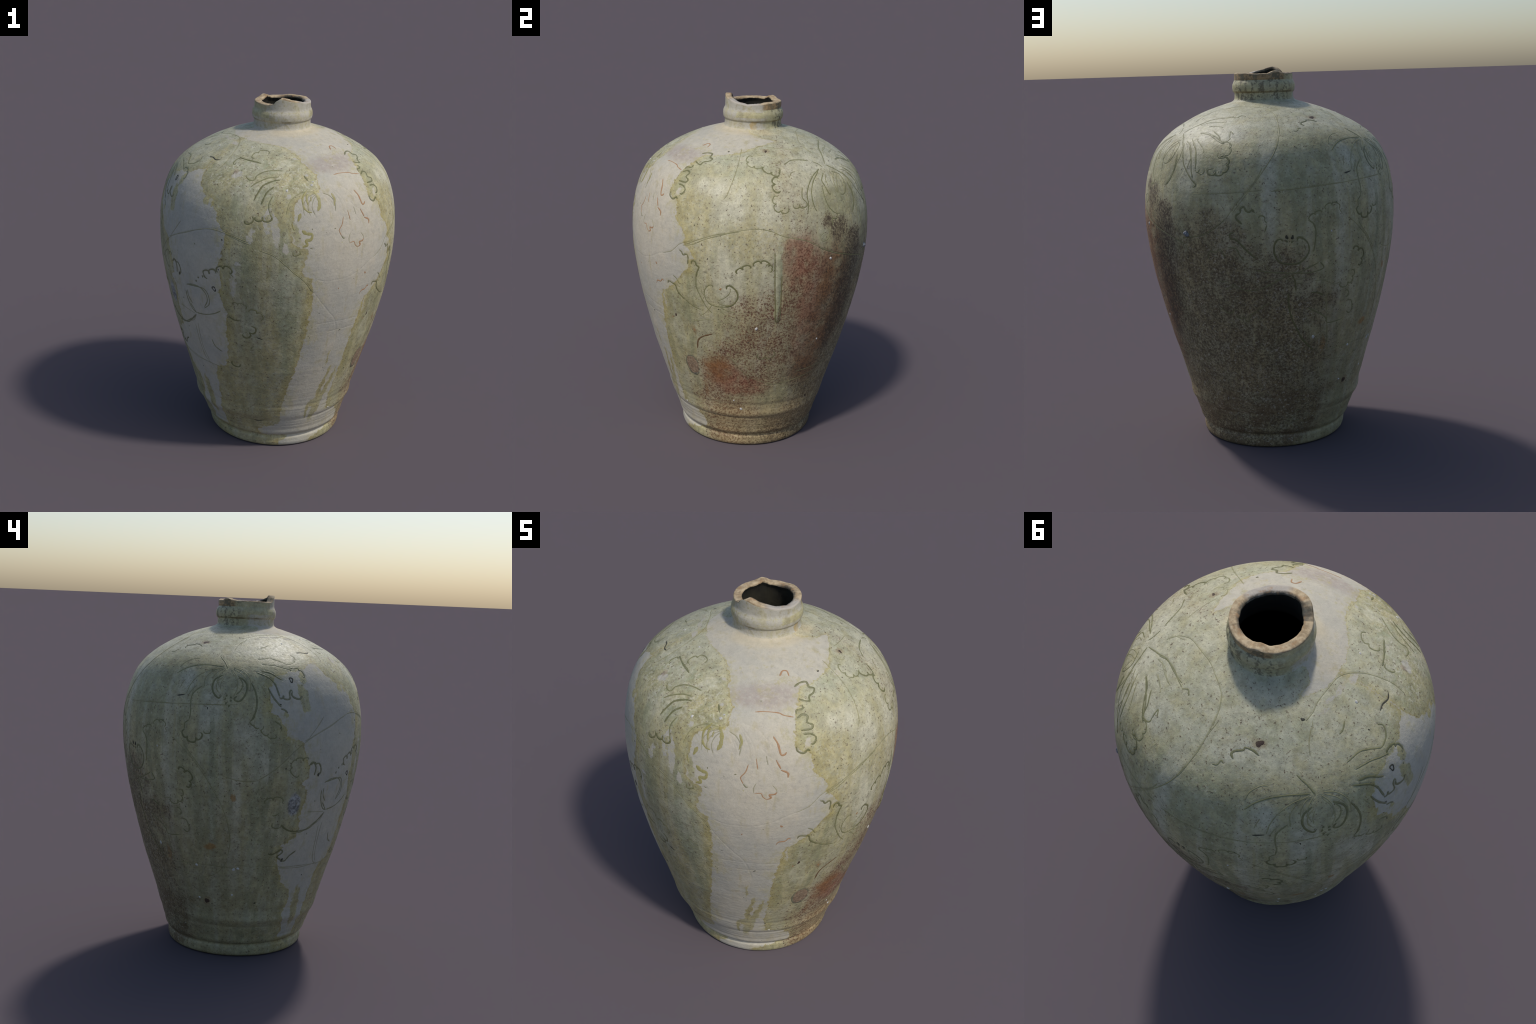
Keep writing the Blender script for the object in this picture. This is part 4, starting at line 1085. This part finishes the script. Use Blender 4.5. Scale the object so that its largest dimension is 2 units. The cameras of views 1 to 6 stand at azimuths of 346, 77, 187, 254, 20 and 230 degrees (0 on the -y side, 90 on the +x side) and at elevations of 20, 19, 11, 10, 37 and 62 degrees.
        hot = many([(13, 1.22, .11, .15), (20, .92, .09, .28), (25, .68, .08, .13), (-25, .50, .11, .10), (-15, .44, .13, .06), (10, 1.31, .07, .05), (26, 1.16, .04, .1)], hard=.95)
        hot = g.mul(g.mul(hot, g.inv(clean_run)), g.ramp(g.mad(streak2, .4, g.mul(mid, .6)), .36, .56, .30, .95))
        cg = g.mix(g.mul(hot, .75), cg, g.mix(grains(.42), (.285, .120, .072), (.160, .050, .028)))
        amber = many([(-30, .55, .08, .09), (33, 1.17, .06, .07), (27, 1.04, .05, .1), (30, .62, .07, .18), (-38, .395, .012, .045), (36, .86, .05, .2)], hard=.95)
        cg = g.mix(g.mul(amber, g.ramp(mid, .35, .6, .2, .7)), cg, (.245, .115, .038))
        dark_d = g.mul(dark, g.mad(blotch, .75, .36))
        cg = g.mix(g.mul(dark, .62), cg, g.mix(g.ramp(loose, -.08, .10), (.225, .162, .082), (.235, .200, .122)))
        cg = g.mix(g.mul(grains(g.mul(dark_d, .74), .30), .85), cg, (.092, .066, .037))
        low = g.mul(dark, g.ramp(t, .55, .15))
        cg = g.mix(g.mul(low, g.mul(g.ramp(blotch, .42, .60), .6)), cg, (.150, .100, .055))
        flecks = g.mul(dark, g.ramp(g.noise(P, 70, 3, .7), .56, .66))
        cg = g.mix(g.mul(flecks, .7), cg, (.400, .365, .280))
        rustwash = many([(32, 1.10, .10, .22), (28, .80, .10, .26), (40, .90, .06, .25), (22, .55, .10, .12)], hard=.98)
        cg = g.mix(g.mul(rustwash, g.ramp(g.mad(blotch, .6, g.mul(mid, .4)), .40, .58, .15, .80)), cg, g.mix(grains(.5), (.235, .120, .055), (.105, .058, .034)))
        topburn = many([(34, 1.37, .075, .075), (27, 1.42, .04, .05), (44, 1.30, .08, .06)], hard=.98)
        cg = g.mix(g.mul(topburn, .5), cg, (.285, .225, .130))
        cg = g.mix(grains(g.mul(topburn, .62), .25), cg, (.110, .080, .048))
        black = many([(42, .98, .08, .30), (47, 1.15, .06, .14), (37, .75, .05, .14)], hard=.95)
        cg = g.mix(g.mul(black, g.ramp(coarse, .36, .54, .30, .85)), cg, (.062, .044, .028))
        tan = g.mul(g.mul(g.ramp(t, .42, .20), g.ramp(raw, -52, -25)), g.ramp(raw, 60, 15))
        cg = g.mix(g.mul(tan, .60), cg, g.mix(grains(.40), (.400, .295, .150), (.205, .135, .062)))
        footbrown = g.mul(g.mul(g.ramp(t, .22, .08), g.ramp(raw, -25, 20)), g.ramp(raw, 100, 60))
        cg = g.mix(g.mul(footbrown, g.mul(grains(.55), .75)), cg, (.100, .070, .038))
        sp1 = grains(.45)
        # fired-on scar and crawled crater
        scar_m = blob(-45.6, .535, .040, .062, hard=.12, src=th)
        cg = g.mix(scar_m, cg, g.mix(sp1, (.300, .222, .145), (.190, .125, .076)))
        rimring = g.mul(blob(-45.6, .535, .046, .069, hard=.12, src=th), g.inv(scar_m))
        cg = g.mix(g.mul(rimring, g.ramp(fine, .46, .56)), cg, (.070, .085, .080))
        crat = blob(-168.6, .925, .036, .062, hard=.4, src=th)
        cg_bare_mix = g.mix(bare, cg, cb)
        ccr = g.mix(g.ramp(g.noise(P, 38, 5, .7), .42, .60), (.40, .40, .39), (.110, .113, .122))
        col = g.mix(g.mul(crat, .85), cg_bare_mix, ccr)
        flake = blob(-131, 1.672, .012, .02, hard=.8)
        col = g.mix(g.mul(flake, .55), col, (.235, .165, .130))
    if neck_zone:
        # ---- neck tints: iron on the rim band at the back, dark crease under the collar
        back_rim = g.mul(g.ramp(z, 1.931, 1.934), g.max(g.ramp(th, 4, 12), g.ramp(th, -216, -226)))
        col = g.mix(g.mul(back_rim, .8), col, g.mix(g.ramp(fine, .40, .60), (.360, .225, .105), (.165, .095, .045)))
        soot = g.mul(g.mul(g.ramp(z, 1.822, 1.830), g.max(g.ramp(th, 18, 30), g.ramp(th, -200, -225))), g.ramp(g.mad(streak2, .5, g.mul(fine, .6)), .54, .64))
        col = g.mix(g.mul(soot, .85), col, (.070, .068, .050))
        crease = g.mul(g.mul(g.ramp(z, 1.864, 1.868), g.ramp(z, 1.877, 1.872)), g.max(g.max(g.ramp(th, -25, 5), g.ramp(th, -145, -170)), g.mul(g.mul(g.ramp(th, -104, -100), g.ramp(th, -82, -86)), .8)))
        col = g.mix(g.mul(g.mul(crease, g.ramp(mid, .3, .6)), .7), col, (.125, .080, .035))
        neckdirt = g.mul(g.ramp(z, 1.82, 1.84), g.ramp(g.mad(streak2, .5, g.mul(fine, .5)), .50, .60))
        col = g.mix(g.mul(neckdirt, .38), col, (.290, .240, .140))
        amberneck = g.mul(g.mul(g.ramp(z, 1.80, 1.825), g.ramp(z, 1.872, 1.868)), g.mul(g.ramp(thj, -17, -15), g.ramp(thj, -2, -12)))
        col = g.mix(g.mul(amberneck, .6), col, (.430, .285, .090))
    if body:
        foot_cream = g.mul(g.mul(g.ramp(z, 1.800, 1.812), g.ramp(z, 1.832, 1.826)), g.mul(g.ramp(th, -130, -110), g.ramp(th, 30, 10)))
        col = g.mix(g.mul(foot_cream, .4), col, (.56, .47, .30))
    chipline = g.mul(g.ramp(z, .010, .002), g.ramp(mid, .35, .5))
    col = g.mix(g.mul(chipline, .7), col, (.10, .085, .055))

    # fine cloudiness of the fired surface
    cloud = g.mad(g.noise(P, 27, 5, .78), .62, g.mad(grain, .22, g.mul(fine, .16)))
    lum = g.lerp(bare, g.ramp(cloud, .36, .64, .78, 1.20), g.ramp(cloud, .34, .66, .90, 1.08))
    comb = g.node("ShaderNodeCombineColor")
    for s in comb.inputs[:3]:
        g.put(s, lum)
    col = g.mix(1.0, col, comb.outputs[0], "MULTIPLY")
    out = g.node("NodeGroupOutput")
    height = g.add(g.add(g.mul(fine, .35), g.mul(grain, .25)), g.mul(coarse, .25))
    rough = g.lerp(bare, g.ramp(fine, .3, .7, .44, .58), .78)
    rough = g.max(rough, g.mul(hard_grain, .62))
    for name, v in (("Color", col), ("Roughness", rough), ("Height", height), ("Bare", bare)):
        g.put(out.inputs[name], v)
    return tree


SURFACE = {zone: build_surface_group(zone) for zone in ("body", "neck", "line")}


def surface_material(name, tint=None, amount=1.0, multiply=None, rough=None, zone="body"):
    """Jar surface, optionally stained: colour mixed toward tint after a multiplication."""
    mat = bpy.data.materials.new(name)
    mat.use_nodes = True
    tree = mat.node_tree
    tree.nodes.clear()
    g = Graph(tree)
    grp = g.node("ShaderNodeGroup", node_tree=SURFACE[zone])
    col = grp.outputs["Color"]
    if multiply:
        col = g.mix(1.0, col, multiply, "MULTIPLY")
    if tint:
        P = g.node("ShaderNodeTexCoord").outputs["Object"]
        col = g.mix(g.ramp(g.noise(P, 70, 3), .2, .6, amount * .6, amount), col, tint)
    bsdf = g.node("ShaderNodeBsdfPrincipled")
    g.put(bsdf.inputs["Base Color"], col)
    g.put(bsdf.inputs["Roughness"], grp.outputs["Roughness"] if rough is None else rough)
    bsdf.inputs["Specular IOR Level"].default_value = .33
    bump = g.node("ShaderNodeBump")
    bump.inputs["Distance"].default_value = .0034
    bump.inputs["Strength"].default_value = .85
    g.put(bump.inputs["Height"], grp.outputs["Height"])
    g.put(bsdf.inputs["Normal"], bump.outputs[0])
    out = g.node("ShaderNodeOutputMaterial")
    tree.links.new(bsdf.outputs[0], out.inputs[0])
    return mat


def plain_material(name, dark, light, scale, rough, scale3=(1, 1, 1), extra=None):
    mat = bpy.data.materials.new(name)
    mat.use_nodes = True
    tree = mat.node_tree
    tree.nodes.clear()
    g = Graph(tree)
    P = g.node("ShaderNodeTexCoord").outputs["Object"]
    n = g.noise(g.scale(P, scale3), scale, 4, .6)
    col = g.mix(g.ramp(n, .36, .62), dark, light)
    if extra:
        col = extra(g, P, col)
    bsdf = g.node("ShaderNodeBsdfPrincipled")
    g.put(bsdf.inputs["Base Color"], col)
    bsdf.inputs["Roughness"].default_value = rough
    bump = g.node("ShaderNodeBump")
    bump.inputs["Distance"].default_value = .002
    bump.inputs["Strength"].default_value = .6
    g.put(bump.inputs["Height"], g.noise(P, 90, 4, .6))
    g.put(bsdf.inputs["Normal"], bump.outputs[0])
    out = g.node("ShaderNodeOutputMaterial")
    tree.links.new(bsdf.outputs[0], out.inputs[0])
    return mat


def lip_stain(g, P, col):
    """Broken body of the lip: pale on the front, blackened toward the bore and in one notch."""
    sep = g.node("ShaderNodeSeparateXYZ")
    g.t.links.new(P, sep.inputs[0])
    dx, dy = g.sub(sep.outputs[0], NECK_X), g.sub(sep.outputs[1], NECK_Y)
    r = g.m("SQRT", g.add(g.mul(dx, dx), g.mul(dy, dy)))
    a = g.mul(g.m("ARCTAN2", dy, dx), 180 / math.pi)
    n = g.noise(P, 28, 4, .6)
    near_front = g.mul(g.ramp(a, -80, -62), g.ramp(a, 12, -6))
    col = g.mix(g.mul(near_front, .85), col, (.430, .395, .340))
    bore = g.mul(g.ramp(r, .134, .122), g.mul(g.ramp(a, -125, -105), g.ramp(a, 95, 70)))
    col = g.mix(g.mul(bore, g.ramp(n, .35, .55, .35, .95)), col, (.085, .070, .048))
    notch = g.mul(g.ramp(a, -136, -133), g.ramp(a, -117, -124))
    col = g.mix(g.mul(notch, g.ramp(n, .3, .6, .45, .9)), col, (.11, .10, .075))
    rusty = g.mul(g.ramp(n, .52, .66), g.ramp(r, .150, .140))
    return g.mix(g.mul(rusty, .6), col, (.33, .19, .085))


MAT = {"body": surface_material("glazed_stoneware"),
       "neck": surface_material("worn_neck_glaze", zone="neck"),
       "lip": plain_material("broken_lip_clay", (.300, .218, .122), (.480, .375, .232), 34, .85, extra=lip_stain),
       "inside": plain_material("dark_inside", (.020, .018, .012), (.034, .030, .018), 12, .7),
       "line_faint": surface_material("incised_line_faint", (.215, .205, .105), .35, (.84, .84, .76), zone="line"),
       "line_mid": surface_material("incised_line_soft", (.165, .165, .075), .66, (.76, .76, .66), zone="line"),
       "line_strong": surface_material("incised_line_pooled", (.125, .128, .055), .72, (.72, .71, .60), .38, zone="line"),
       "line_olive": surface_material("incised_line_olive", (.300, .265, .090), .85, (.85, .85, .7), .38, zone="line"),
       "line_rust": surface_material("incised_line_rust", (.340, .170, .080), .70, (.9, .75, .6), zone="line"),
       "line_dark": surface_material("open_pit", (.040, .038, .028), .85, (.35, .34, .30), zone="line"),
       "line_iron": surface_material("iron_stain", (.060, .036, .026), .95, (.35, .30, .25), .6, zone="line"),
       "line_slate": surface_material("scar_rim_slate", (.085, .090, .078), .50, (.7, .72, .7), zone="line"),
       "slate": plain_material("glaze_bead_slate", (.10, .11, .125), (.20, .21, .22), 60, .35),
       "grit": plain_material("white_kiln_grit", (.42, .41, .38), (.60, .58, .53), 80, .7),
       "line_brown": surface_material("scorch_edge", (.120, .062, .028), .80, (.6, .5, .4), zone="line")}

# ------------------------------------------------------------------ assemble
jar = bpy.data.objects.new("storage_jar", None)
bpy.context.scene.collection.objects.link(jar)
jar["label"] = "old stoneware jar with flaking green glaze and incised flowers"
jar["category"] = "ceramic jar"

row_foot = nU + int(np.searchsorted(row_z, .071))
row_neck = nU + int(np.searchsorted(row_z, 1.826))
row_lip = nU + NW - 1
row_throat = row_lip + nL
slab("foot", 0, row_foot, MAT["body"], jar)
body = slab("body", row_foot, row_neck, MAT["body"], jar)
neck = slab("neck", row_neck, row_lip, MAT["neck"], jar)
slab("lip", row_lip, row_throat, MAT["lip"], neck)
slab("inside", row_throat, len(full) - 1, MAT["inside"], jar)

for (part, material), pieces in ribbons.items():
    V, F, off = [], [], 0
    for v, f in pieces:
        V.append(v)
        F.append(f + off)
        off += len(v)
    ob = new_object(part if part not in bpy.data.objects else part, np.vstack(V), np.vstack(F), MAT[material], body)
    if part == "clay_speck":
        ob["kind"] = "stuff"
